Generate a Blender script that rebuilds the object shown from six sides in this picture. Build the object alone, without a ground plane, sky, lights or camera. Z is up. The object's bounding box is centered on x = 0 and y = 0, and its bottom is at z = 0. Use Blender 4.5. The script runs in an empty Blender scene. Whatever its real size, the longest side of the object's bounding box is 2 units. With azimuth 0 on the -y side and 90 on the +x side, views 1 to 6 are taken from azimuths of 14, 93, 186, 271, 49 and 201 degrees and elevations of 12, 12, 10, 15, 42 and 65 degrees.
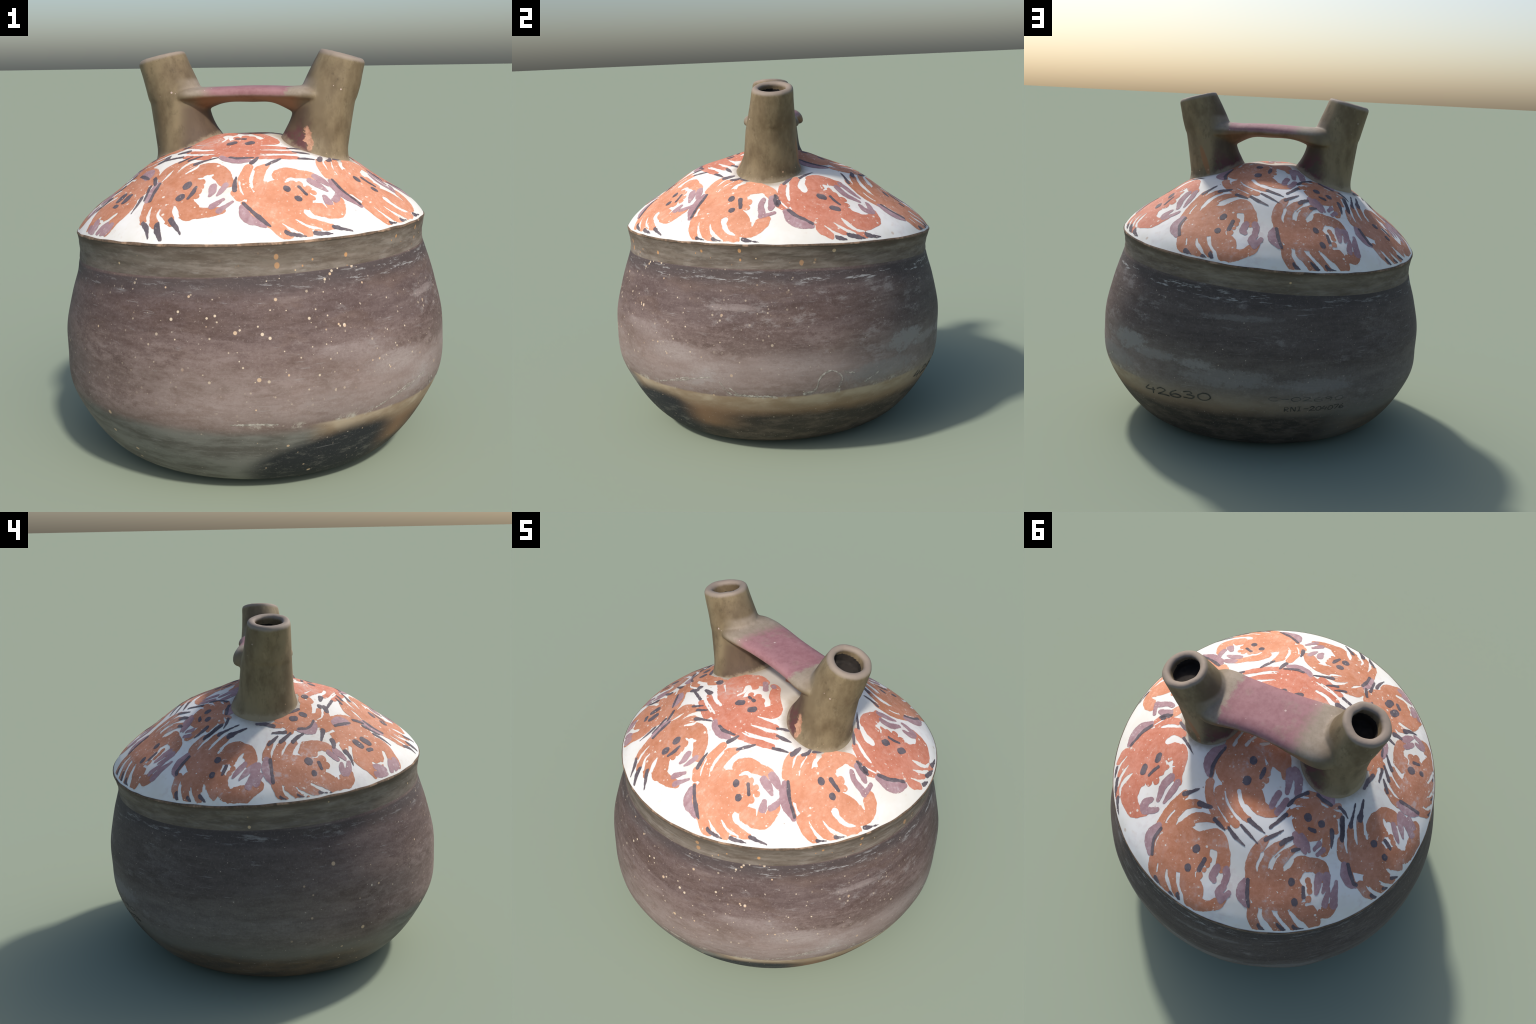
"""Double-spout-and-bridge pottery bottle with painted crabs, built part by part."""
import bpy, math, random
import numpy as np
from mathutils import Vector

random.seed(7)
rng = np.random.default_rng(7)

# ------------------------------------------------------------------ small tools
def spline(xk, yk, x):
    """Smooth cubic curve through knots (Hermite, finite-difference slopes)."""
    xk = np.asarray(xk, float); yk = np.asarray(yk, float); x = np.asarray(x, float)
    m = np.gradient(yk, xk)
    i = np.clip(np.searchsorted(xk, x) - 1, 0, len(xk) - 2)
    h = xk[i + 1] - xk[i]; t = (x - xk[i]) / h
    return ((2*t**3 - 3*t**2 + 1) * yk[i] + (t**3 - 2*t**2 + t) * h * m[i]
            + (-2*t**3 + 3*t**2) * yk[i + 1] + (t**3 - t**2) * h * m[i + 1])

def ripple(x, y, z=0.0, k=1.0):
    """Cheap smooth hand-made unevenness in -1..1."""
    return (np.sin(7.3*k*x + 3.1*np.sin(4.7*k*y + 1.3) + 1.1*z*k) * 0.5
            + np.sin(9.1*k*y - 2.7*np.sin(6.1*k*x + 0.7) + 5.3*z*k + 2.0) * 0.5)

def make_mesh(name, verts, faces, smooth=True):
    me = bpy.data.meshes.new(name)
    me.from_pydata([tuple(v) for v in verts], [], [tuple(f) for f in faces])
    me.update()
    if smooth:
        me.polygons.foreach_set("use_smooth", [True] * len(me.polygons))
    return me

def add_object(name, me, parent, material=None):
    ob = bpy.data.objects.new(name, me)
    bpy.context.scene.collection.objects.link(ob)
    ob.parent = parent
    if material is not None:
        me.materials.append(material)
    return ob

def loft(rings, close_first=None, close_last=None):
    """Quads between equally long closed rings; optional pole points."""
    n = len(rings[0]); v = [p for r in rings for p in r]; f = []
    for a in range(len(rings) - 1):
        for i in range(n):
            j = (i + 1) % n
            f.append((a*n + i, a*n + j, (a+1)*n + j, (a+1)*n + i))
    if close_first is not None:
        k = len(v); v.append(close_first)
        f += [(k, (i + 1) % n, i) for i in range(n)]
    if close_last is not None:
        k = len(v); v.append(close_last); b = (len(rings) - 1) * n
        f += [(k, b + i, b + (i + 1) % n) for i in range(n)]
    return v, f

# ------------------------------------------------------------------ vessel profile
# The bowl is a squat turned body that leans a little: radius and height along its wall, from the
# bottom to the neck crease.  The neck crease and the rim are tilted, wobbly circles.
WALL_R = np.array([0, .35, .52, .62, .675, .7326, .8061, .8629, .9221, .9730, .9791, .9798, .9554, .9312, .9039, .8873])
WALL_H = np.array([0, .000, .001, .005, .016, .0406, .1074, .1806, .2808, .4002, .5380, .6601, .7768, .8749, .9513, 1.0])
WALL_S = np.concatenate([[0], np.cumsum(np.hypot(np.diff(WALL_R), np.diff(WALL_H)))])
TOP_S = WALL_S[-1]

def wall(s):
    """Radius and relative height at wall length s, the knots' kinks softened."""
    r = h = 0.0
    for d, k in ((-.05, .2), (-.025, .2), (0, .2), (.025, .2), (.05, .2)):
        e = np.clip(s + d * np.clip(np.minimum(s, TOP_S - s) / .05, 0, 1), 0, TOP_S)
        r = r + k * spline(WALL_S, WALL_R, e); h = h + k * spline(WALL_S, WALL_H, e)
    return r, np.maximum(h, 0)

def dent(t, w, az, at, wide, tall, depth):
    """A broad hollow (depth > 0) or swelling of the wall round azimuth az (0 = -y, 90 = +x)."""
    a = (t + np.pi/2 - math.radians(az) + np.pi) % (2*np.pi) - np.pi
    return -depth * np.exp(-(a / math.radians(wide))**2 - ((w - at) / tall)**2)
NT = 288
TH = np.linspace(0, 2*np.pi, NT, endpoint=False)

def neck_z(t):
    return 1.0006 + 0.0496*np.cos(t) - 0.0322*np.sin(t) + 0.0019*np.cos(2*t) + 0.0069*np.sin(2*t)

def rim_curve(t):
    z = 1.1311 + 0.0459*np.cos(t) - 0.0406*np.sin(t) + 0.0009*np.cos(2*t) + 0.0079*np.sin(2*t)
    r = 0.9003 - 0.0092*np.cos(2*t) + 0.0029*np.sin(2*t) - 0.0020*np.cos(3*t) + 0.0050*np.sin(3*t)
    return r, z
RIM_C = np.array([-0.0233, 0.0374])

def bowl_point(t, s):
    """Point of the bowl at angle t and wall length s (0 = bottom, TOP_S = neck crease)."""
    r, w = wall(np.asarray(s, float))
    e = ((1 - w) * (0.0021*np.cos(2*t) + 0.0112*np.sin(2*t)) + w * (-0.0072*np.cos(2*t) - 0.0008*np.sin(2*t))
         - 0.0002*np.cos(3*t) + 0.0060*np.sin(3*t))
    r = r + e * np.clip(w / 0.3, 0, 1)
    r = r + dent(t, w, 43, .88, 36, .17, .017) + dent(t, w, 80, .80, 25, .18, .006) + dent(t, w, 223, .76, 36, .27, .020) + dent(t, w, 289, 1.0, 24, .045, -.013) + dent(t, w, 150, 1.0, 28, .045, -.008)
    cx = np.interp(w, [0, .5, 1], [-0.0096, 0.0016, -0.0167])
    cy = np.interp(w, [0, .5, 1], [-0.0029, 0.0067, 0.0281])
    x, y, z = cx + r*np.cos(t), cy + r*np.sin(t), w * neck_z(t)
    lump = 0.0022 * ripple(x, y, z, 1.2) * np.clip(w * (1 - w) * 6, 0, 1)
    return x + lump*np.cos(t), y + lump*np.sin(t), z

# dome over the rim: height above the rim against the relative radius
DOME_Q = [0, .15, .35, .55, .75, .9, .97, 1]
DOME_H = [0.4411, 0.4500, 0.3942, 0.3234, 0.1952, 0.0996, 0.0378, 0]

def dome_z(x, y):
    X, Y = x - RIM_C[0], y - RIM_C[1]
    t = np.arctan2(Y, X); r, z = rim_curve(t)
    q = np.hypot(X, Y) / r; qc = np.clip(q, 1e-6, 1)
    h = spline(DOME_Q, DOME_H, qc)
    s = (1.1312 + (z - 1.1312) * qc**1.149 + h + qc*(1-qc)*(-0.0327*np.cos(t) - 0.0155*np.sin(t))
         + 0.0018 * ripple(x, y, 0, 1.6) * np.clip((1 - qc) * 8, 0, 1))
    s = s - 0.012 * np.exp(-((x - .38)**2 + (y - .48)**2) / .016)
    return np.where(q > 1, s - (q - 1) * 5, s), q

# ------------------------------------------------------------------ materials
class Nodes:
    """Tiny builder so that the materials read as formulas."""
    def __init__(self, name):
        self.mat = bpy.data.materials.new(name); self.mat.use_nodes = True
        self.t = self.mat.node_tree; self.t.nodes.clear()
        self.out = self.t.nodes.new("ShaderNodeOutputMaterial")
        self.bsdf = self.t.nodes.new("ShaderNodeBsdfPrincipled")
        self.t.links.new(self.bsdf.outputs[0], self.out.inputs[0])
        self.co = self.t.nodes.new("ShaderNodeTexCoord").outputs["Object"]
        sep = self.t.nodes.new("ShaderNodeSeparateXYZ"); self.link(self.co, sep.inputs[0])
        self.x, self.y, self.z = sep.outputs
    def link(self, a, b): self.t.links.new(a, b)
    def put(self, sock, v):
        if isinstance(v, bpy.types.NodeSocket): self.link(v, sock)
        elif isinstance(v, (tuple, list)) and len(v) == 3 and sock.type == "RGBA": sock.default_value = (*v, 1)
        else: sock.default_value = v
    def math(self, op, a, b=0.0, c=0.0, clamp=False):
        n = self.t.nodes.new("ShaderNodeMath"); n.operation = op; n.use_clamp = clamp
        for s, v in zip(n.inputs, (a, b, c)): self.put(s, v)
        return n.outputs[0]
    def add(self, a, b): return self.math("ADD", a, b)
    def sub(self, a, b): return self.math("SUBTRACT", a, b)
    def mul(self, a, b): return self.math("MULTIPLY", a, b)
    def step(self, v, lo, hi, to0=0.0, to1=1.0):
        n = self.t.nodes.new("ShaderNodeMapRange"); n.interpolation_type = "SMOOTHSTEP"
        for s, w in zip(n.inputs, (v, lo, hi, to0, to1)): self.put(s, w)
        return n.outputs[0]
    def band(self, v, a, b, c, d):
        return self.mul(self.step(v, a, b), self.step(v, c, d, 1.0, 0.0))
    def vec(self, sx=1, sy=1, sz=1, off=(0, 0, 0)):
        n = self.t.nodes.new("ShaderNodeMapping")
        self.link(self.co, n.inputs[0]); n.inputs["Location"].default_value = off
        n.inputs["Scale"].default_value = (sx, sy, sz); return n.outputs[0]
    def noise(self, scale, detail=4, rough=0.55, vec=None, dist=0.0):
        n = self.t.nodes.new("ShaderNodeTexNoise"); self.link(vec or self.co, n.inputs["Vector"])
        n.inputs["Scale"].default_value = scale; n.inputs["Detail"].default_value = detail
        n.inputs["Roughness"].default_value = rough; n.inputs["Distortion"].default_value = dist
        return n.outputs["Fac"]
    def spots(self, scale, r0, r1, keep=0.5, vec=None, rand=1.0):
        """Round flecks: about `keep` of the cells carry one, each with its own size."""
        n = self.t.nodes.new("ShaderNodeTexVoronoi"); self.link(vec or self.co, n.inputs["Vector"])
        n.inputs["Scale"].default_value = scale; n.inputs["Randomness"].default_value = rand
        s = self.t.nodes.new("ShaderNodeSeparateColor"); self.link(n.outputs["Color"], s.inputs[0])
        r = self.math("MULTIPLY_ADD", self.math("POWER", s.outputs[0], 3.0), r1 - r0, r0)
        inside = self.step(self.math("DIVIDE", n.outputs["Distance"], r), 0.75, 1.1, 1.0, 0.0)
        return self.mul(inside, self.math("LESS_THAN", s.outputs[1], keep))
    def mix(self, f, a, b):
        n = self.t.nodes.new("ShaderNodeMix"); n.data_type = "RGBA"
        self.put(n.inputs[0], f); self.put(n.inputs[6], a); self.put(n.inputs[7], b)
        return n.outputs[2]
    def facing(self, az):
        """cos of the angle round the pot from azimuth az (0 = -y, 90 = +x)."""
        a = math.radians(az)
        r = self.math("SQRT", self.add(self.mul(self.x, self.x), self.mul(self.y, self.y)))
        d = self.add(self.mul(self.x, math.sin(a)), self.mul(self.y, -math.cos(a)))
        return self.math("DIVIDE", d, self.math("MAXIMUM", r, 0.001))
    def sector(self, az, half, soft):
        return self.step(self.facing(az), math.cos(math.radians(half + soft)), math.cos(math.radians(max(half - soft, 0))))
    def patch(self, az, z0, waz, wz, ragged=None, amount=0.6):
        """A soft spot on the wall at azimuth az (degrees) and height z0; `ragged` noise breaks its edge."""
        a = self.math("DIVIDE", self.sub(1.0, self.facing(az)), 1 - math.cos(math.radians(waz)))
        h = self.math("DIVIDE", self.sub(self.z, z0), wz)
        d = self.add(a, self.mul(h, h))
        if ragged is not None: d = self.add(d, self.mul(self.sub(ragged, 0.5), 7.0))
        return self.mul(self.step(d, 0.20, 1.15, 1.0, 0.0), amount)
    def finish(self, color, rough=0.85, spec=0.25, bump=None, dist=0.004, strength=0.35):
        self.put(self.bsdf.inputs["Base Color"], color)
        self.put(self.bsdf.inputs["Roughness"], rough)
        self.bsdf.inputs["Specular IOR Level"].default_value = spec
        if bump is not None:
            n = self.t.nodes.new("ShaderNodeBump"); n.inputs["Distance"].default_value = dist
            n.inputs["Strength"].default_value = strength
            self.link(bump, n.inputs["Height"]); self.link(n.outputs[0], self.bsdf.inputs["Normal"])
        return self.mat

def bowl_material():
    m = Nodes("burnished_dark_clay")
    streak = m.noise(2.6, 9, 0.74, m.vec(1, 1, 6))
    fine = m.noise(12, 8, 0.80, m.vec(1, 1, 2.6, (3, 1, 2)))
    blot = m.noise(1.7, 4, 0.55, m.vec(1, 1, 1.3, (8, 3, 4)))
    cloud = m.noise(2.4, 6, 0.62, m.vec(1, 1, 1.5, (5, 2, 8)))
    grain = m.noise(75, 4, 0.8)
    zz = m.add(m.z, m.mul(m.sub(cloud, 0.5), 0.22))
    mottle = m.add(m.mul(streak, 0.40), m.add(m.mul(fine, 0.35), m.mul(grain, 0.25)))
    dark = m.mix(m.step(mottle, 0.38, 0.62), (0.080, 0.055, 0.052), (0.148, 0.114, 0.108))
    mid = m.mix(m.step(mottle, 0.39, 0.61), (0.158, 0.112, 0.097), (0.250, 0.200, 0.183))
    c = m.mix(m.step(zz, 0.50, 0.88, 1, 0), dark, mid)
    brown = m.mul(m.step(m.noise(3.0, 5, 0.6, m.vec(1, 1, 2.6, (0, 6, 1))), 0.50, 0.62), 0.55)
    c = m.mix(brown, c, m.mix(m.step(fine, 0.4, 0.6), (0.098, 0.066, 0.053), (0.150, 0.108, 0.090)))
    c = m.mix(m.mul(m.step(streak, 0.54, 0.66), 0.28), c, (0.235, 0.198, 0.186))
    c = m.mix(m.mul(m.mul(m.step(blot, 0.46, 0.62), m.step(m.z, 0.60, 0.85, 1, 0)), 0.5), c, m.mix(m.step(mottle, 0.40, 0.62), (0.175, 0.132, 0.116), (0.255, 0.208, 0.192)))
    c = m.mix(m.mul(m.step(blot, 0.46, 0.34), 0.45), c, m.mix(m.step(mottle, 0.40, 0.62), (0.085, 0.060, 0.054), (0.130, 0.098, 0.090)))
    for az, z0, wa, wz, k in ((86, .70, 20, .10, .75), (66, .70, 12, .06, .5), (8, .86, 30, .09, .6), (335, .80, 26, .16, .55), (322, .55, 24, .14, .4), (112, .84, 20, .07, .7)):
        c = m.mix(m.patch(az, z0, wa, wz, fine, k), c, m.mix(m.step(mottle, 0.38, 0.62), (0.078, 0.052, 0.045), (0.138, 0.100, 0.090)))
    for az, z0, wa, wz, k in ((57, .60, 13, .06, .8), (72, .52, 10, .07, .85), (44, .70, 14, .05, .4), (98, .56, 18, .08, .45), (34, .47, 26, .07, .4), (78, .86, 10, .02, .6), (60, .47, 22, .05, .4)):
        c = m.mix(m.patch(az, z0, wa, wz, fine, k), c, m.mix(m.step(mottle, 0.40, 0.62), (0.245, 0.205, 0.195), (0.370, 0.340, 0.325)))
    # blacker wall on the side away from the front
    back = m.mix(m.step(mottle, 0.38, 0.62), (0.060, 0.050, 0.048), (0.106, 0.093, 0.087))
    back_low = m.mix(m.step(mottle, 0.38, 0.62), (0.112, 0.103, 0.093), (0.180, 0.170, 0.156))
    c = m.mix(m.mul(m.sector(210, 78, 28), 0.92), c, m.mix(m.step(zz, 0.36, 0.68, 1, 0), back, back_low))
    lowpale = m.mul(m.band(zz, 0.34, 0.46, 0.50, 0.74), m.step(m.facing(70), -0.2, 0.4))
    c = m.mix(m.mul(lowpale, 0.5), c, m.mix(m.step(fine, 0.36, 0.62), (0.215, 0.170, 0.148), (0.300, 0.262, 0.245)))
    for az, z0, wa, wz, k in ((138, .60, 11, .06, .85), (150, .56, 10, .035, .6), (166, .55, 8, .03, .7), (127, .47, 16, .06, .6), (176, .49, 16, .06, .5), (207, .46, 14, .05, .45), (180, .82, 14, .02, .35)):
        c = m.mix(m.patch(az, z0, wa, wz, m.add(m.mul(fine, .62), m.mul(m.noise(34, 6, 0.8), .38)), k), c, (0.255, 0.255, 0.248))
    # pale bloom, breaking up into flecks at its edges
    bl = m.noise(2.7, 7, 0.72, m.vec(1, 1, 1.9, (1, 7, 3)))
    bloom = m.step(m.add(bl, m.mul(m.sub(fine, 0.5), 0.55)), 0.55, 0.67)
    c = m.mix(m.mul(m.mul(bloom, m.step(m.facing(125), -0.7, 0.6)), 0.40), c, (0.320, 0.312, 0.305))
    tint = m.t.nodes.new("ShaderNodeMix"); tint.data_type = "RGBA"; tint.blend_type = "MULTIPLY"; tint.inputs[0].default_value = 1.0
    m.put(tint.inputs[6], c); m.put(tint.inputs[7], (1.055, 0.985, 0.97)); c = tint.outputs[2]      # warm cast of the fired slip
    # --- lower zone: the slip ends in a wavy line, below it bare clay, soot and rust
    edge = m.add(m.z, m.mul(m.sub(m.noise(3.0, 4, 0.6, m.vec(1, 1, 0.3)), 0.5), 0.045))
    low = m.step(edge, 0.383, 0.397, 1, 0)
    soft_low = m.step(edge, 0.30, 0.46, 1, 0)
    tan = m.mix(m.step(m.noise(5, 5, 0.6, m.vec(1, 1, 2.5)), 0.35, 0.65), (0.300, 0.215, 0.140), (0.430, 0.340, 0.245))
    tan = m.mix(m.step(edge, 0.26, 0.37, 1, 0), tan, (0.215, 0.126, 0.072))
    grey = m.mix(m.step(m.noise(4, 6, 0.68, m.vec(1, 1, 4, (2, 2, 2))), 0.36, 0.64), (0.115, 0.105, 0.092), (0.205, 0.198, 0.178))
    c = m.mix(m.mul(m.sector(355, 44, 12), m.step(edge, 0.33, 0.40, 1, 0)), c, grey)
    c = m.mix(m.mul(low, m.sector(88, 56, 5)), c, tan)
    c = m.mix(m.mul(m.mul(soft_low, m.sector(165, 40, 20)), 0.85), c, m.mix(0.35, tan, (0.17, 0.14, 0.11)))
    c = m.mix(m.mul(m.step(edge, 0.24, 0.36, 1, 0), m.mul(m.sector(255, 60, 25), 0.7)), c, (0.20, 0.185, 0.155))
    # brown-black fired base from the right side round the back
    base = m.mix(m.step(m.noise(6, 6, 0.7, m.vec(1, 1, 3, (4, 0, 1))), 0.40, 0.68), (0.052, 0.042, 0.035), (0.125, 0.095, 0.075))
    c = m.mix(m.mul(m.step(m.add(edge, m.mul(m.sub(m.noise(9, 5, 0.7), 0.5), 0.04)), 0.235, 0.310, 1, 0), m.sector(145, 70, 10)), c, base)
    c = m.mix(m.mul(m.step(m.add(edge, m.mul(m.sub(m.noise(7, 5, 0.7, m.vec(off=(2, 2, 2))), 0.5), 0.06)), 0.125, 0.20, 1, 0), m.sector(95, 62, 12)), c, base)
    rust = m.mix(m.step(m.noise(5, 5, 0.65, m.vec(1, 1, 3, (7, 7, 0))), 0.38, 0.62), (0.095, 0.068, 0.048), (0.170, 0.108, 0.064))
    c = m.mix(m.mul(m.step(edge, 0.185, 0.27, 1, 0), m.mul(m.sector(262, 38, 18), 0.85)), c, rust)
    # soot cloud at the front right
    slant = m.add(edge, m.mul(m.sub(1.0, m.facing(46)), 0.95))
    soot = m.mul(m.step(slant, 0.295, 0.378, 1, 0), m.sector(36, 22, 7))
    sooty = m.mix(m.mul(m.step(m.noise(11, 6, 0.75, m.vec(1, 1, 3)), 0.52, 0.70), 0.7), (0.022, 0.024, 0.028), (0.14, 0.135, 0.12))
    c = m.mix(soot, c, sooty)
    # whitish crust where the slip ends
    crust = m.mul(m.band(edge, 0.375, 0.39, 0.395, 0.425), m.step(m.add(m.mul(m.noise(5, 3, 0.6, m.vec(off=(2, 5, 5))), 0.5), m.mul(m.noise(26, 5, 0.75), 0.5)), 0.52, 0.60))
    c = m.mix(m.mul(m.mul(crust, m.sector(75, 65, 15)), 0.8), c, (0.46, 0.42, 0.36))
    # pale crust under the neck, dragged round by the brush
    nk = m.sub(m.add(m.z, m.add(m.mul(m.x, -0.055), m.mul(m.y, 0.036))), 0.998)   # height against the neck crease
    drag = m.noise(6.5, 8, 0.76, m.vec(1, 1, 6.5, (0, 4, 6)))
    side = m.step(m.facing(115), -0.35, 0.55, 0.35, 1.0)
    c = m.mix(m.mul(m.band(nk, -0.11, -0.02, -0.006, 0.002), 0.72), c, (0.056, 0.045, 0.046))  # shade beneath the neck crease, darkened into the wall colour
    c = m.mix(m.mul(m.mul(m.mul(m.band(nk, -0.085, -0.045, -0.03, 0.0), m.step(drag, 0.545, 0.60)), side), 0.85), c, (0.40, 0.39, 0.385))
    c = m.mix(m.mul(m.mul(m.step(drag, 0.60, 0.67), m.step(m.z, 0.45, 0.8)), 0.35), c, (0.34, 0.33, 0.33))
    scratch = m.noise(5, 3, 0.6, m.vec(1.0, 1.0, 22, (2, 2, 9)))
    c = m.mix(m.mul(m.mul(m.step(scratch, 0.66, 0.70), m.step(cloud, 0.45, 0.6)), 0.35), c, (0.34, 0.32, 0.31))
    # chips: cream flecks, thick on the front
    cream, ochre = (0.62, 0.50, 0.37), (0.50, 0.30, 0.17)
    many = m.mul(m.step(m.facing(30), 0.05, 0.75), m.step(m.z, 0.35, 0.75))
    dust_ = m.step(m.noise(1.8, 2, 0.5, m.vec(off=(9, 0, 0))), 0.40, 0.56)
    c = m.mix(m.mul(m.spots(30, 0.05, 0.24, 0.60), m.mul(many, dust_)), c, cream)
    c = m.mix(m.mul(m.spots(19, 0.03, 0.22, 0.40, m.vec(off=(3, 3, 3))), m.step(m.facing(0), -0.3, 0.6)), c, m.mix(0.5, cream, ochre))
    big = m.math("MAXIMUM", m.mul(m.step(m.facing(32), 0.70, 0.95), m.step(m.z, 0.50, 0.62)), m.mul(m.sector(308, 9, 7), m.band(m.z, 0.48, 0.54, 0.66, 0.72)))
    warp = m.noise(30, 2, 0.5)
    c = m.mix(m.mul(m.spots(15, 0.02, 0.20, 0.75, m.vec(1, 1, .85, (6, 1, 4))), big), c, m.mix(m.step(warp, 0.4, 0.6), (0.66, 0.56, 0.45), (0.56, 0.38, 0.25)))
    c = m.mix(m.mul(m.spots(40, 0.04, 0.30, 0.30, m.vec(off=(6, 6, 4))), m.math("MAXIMUM", m.mul(big, 0.9), m.mul(many, 0.5))), c, cream)
    c = m.mix(m.mul(m.spots(48, 0.06, 0.22, 0.30, m.vec(off=(8, 1, 3))), 0.75), c, (0.40, 0.33, 0.27))
    c = m.mix(m.mul(m.step(m.noise(90, 3, 0.8), 0.58, 0.70), 0.28), c, (0.36, 0.31, 0.28))
    return m.finish(c, 0.72, 0.3, m.add(m.mul(fine, 0.6), m.mul(grain, 0.4)))

def band_material():
    m = Nodes("olive_neck_clay")
    s = m.noise(4.0, 8, 0.72, m.vec(1, 1, 5.5)); f = m.noise(15, 8, 0.78, m.vec(1, 1, 3, (2, 5, 1)))
    c = m.mix(m.step(s, 0.36, 0.64), (0.122, 0.094, 0.075), (0.240, 0.200, 0.168))
    c = m.mix(m.mul(m.step(f, 0.52, 0.70), 0.5), c, (0.30, 0.28, 0.25))
    c = m.mix(m.mul(m.step(m.noise(7, 5, 0.6, m.vec(1, 1, 3, (6, 6, 6))), 0.56, 0.40, 0, 1), 0.35), c, (0.105, 0.078, 0.055))
    c = m.mix(m.mul(m.sector(250, 85, 40), 0.25), c, (0.115, 0.108, 0.092))
    hot = m.mul(m.step(m.facing(60), 0.5, 0.95), 1.0)
    c = m.mix(m.mul(m.spots(26, 0.04, 0.34, 0.85, m.vec(1, 1, .8)), hot), c, (0.52, 0.28, 0.13))
    c = m.mix(m.spots(17, 0.05, 0.26, 0.22, m.vec(off=(4, 1, 1))), c, (0.52, 0.38, 0.24))
    # worn dark edge right under the rim
    ru = m.sub(m.add(m.z, m.add(m.mul(m.x, -0.051), m.mul(m.y, 0.0456))), 1.1312)
    c = m.mix(m.mul(m.step(ru, -0.030, -0.008), 0.6), c, (0.085, 0.060, 0.042))
    return m.finish(c, 0.8, 0.25, m.add(m.mul(f, 0.7), m.mul(s, 0.5)))

def slip_material():
    m = Nodes("cream_white_slip")
    n = m.noise(3.5, 5, 0.6); f = m.noise(26, 5, 0.65)
    c = m.mix(m.step(n, 0.35, 0.65), (0.775, 0.735, 0.665), (0.83, 0.805, 0.77))
    c = m.mix(m.mul(m.step(f, 0.56, 0.74), 0.22), c, (0.62, 0.47, 0.34))
    stain = m.mul(m.step(m.noise(4.5, 6, 0.7, m.vec(off=(6, 6, 2))), 0.54, 0.70), m.step(f, 0.40, 0.62))
    c = m.mix(m.mul(stain, 0.35), c, (0.60, 0.48, 0.36))
    c = m.mix(m.mul(m.spots(15, 0.04, 0.22, 0.30), 0.5), c, (0.50, 0.32, 0.20))
    c = m.mix(m.mul(m.spots(30, 0.04, 0.16, 0.16, m.vec(off=(5, 2, 0))), 0.7), c, (0.30, 0.20, 0.15))
    lilac = m.mul(m.step(m.noise(3.8, 5, 0.6, m.vec(off=(1, 9, 5))), 0.53, 0.66), m.step(f, 0.36, 0.60))
    c = m.mix(m.mul(lilac, 0.28), c, (0.60, 0.47, 0.49))
    # clay wash spilling down from the two spout feet
    for cx, cy in ((0.325, 0.010), (-0.345, 0.026)):
        d = m.math("SQRT", m.add(m.math("POWER", m.sub(m.x, cx), 2.0), m.math("POWER", m.sub(m.y, cy), 2.0)))
        d = m.add(d, m.mul(m.sub(m.noise(14, 5, 0.65), 0.5), 0.05))
        c = m.mix(m.mul(m.step(d, 0.170, 0.232, 1, 0), 0.75), c, (0.27, 0.205, 0.130))
    # grey-beige patch on the crown between the spouts
    d = m.math("SQRT", m.add(m.math("POWER", m.add(m.x, 0.03), 2.0), m.math("POWER", m.mul(m.sub(m.y, 0.01), 1.5), 2.0)))
    c = m.mix(m.mul(m.step(m.add(d, m.mul(m.sub(n, 0.5), 0.2)), 0.10, 0.30, 1, 0), 0.62), c, (0.47, 0.39, 0.30))
    return m.finish(c, 0.75, 0.3, f, 0.002, 0.25)

def paint_material(name, dark, light, worn, wear, chips=0.35, chip_size=0.26, reach=0.46):
    """A slip colour with brushed tone changes, rubbed patches and missing flecks."""
    m = Nodes(name)
    n = m.noise(6, 5, 0.65); f = m.noise(40, 4, 0.7); big = m.noise(2.3, 3, 0.5, m.vec(off=(2, 9, 4)))
    c = m.mix(m.step(m.add(m.mul(n, 0.6), m.mul(f, 0.4)), 0.36, 0.64), dark, light)
    rub = m.mul(m.step(m.add(n, m.mul(m.sub(f, 0.5), 0.6)), 0.56, 0.72), m.step(big, reach, reach + 0.14))
    brush_ = m.noise(9, 6, 0.7, m.vec(2.2, 0.8, 1, (7, 1, 1)))
    c = m.mix(m.mul(m.step(brush_, 0.52, 0.68), 0.4), c, m.mix(0.5, light, worn))
    c = m.mix(m.mul(m.step(brush_, 0.46, 0.32), 0.35), c, dark)
    c = m.mix(m.mul(rub, wear), c, worn)
    scuff = m.step(m.add(m.mul(m.noise(15, 6, 0.75, m.vec(off=(4, 4, 4))), 0.65), m.mul(f, 0.35)), 0.585, 0.66)
    c = m.mix(m.mul(scuff, wear), c, worn)
    c = m.mix(m.mul(m.spots(27, 0.02, chip_size*0.75, chips*1.2), 0.85), c, (0.80, 0.73, 0.64))
    fleck = m.step(m.add(m.mul(m.noise(36, 3, 0.6, m.vec(1, 1, 1, (5, 3, 3))), 0.7), m.mul(f, 0.3)), 0.625, 0.665)
    c = m.mix(m.mul(fleck, chips*1.5), c, (0.76, 0.66, 0.57))
    c = m.mix(m.mul(m.spots(60, 0.04, 0.26, chips*1.5, m.vec(off=(1, 8, 2))), 0.7), c, (0.78, 0.68, 0.58))
    return m.finish(c, 0.75, 0.3, f, 0.0015, 0.2)

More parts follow.
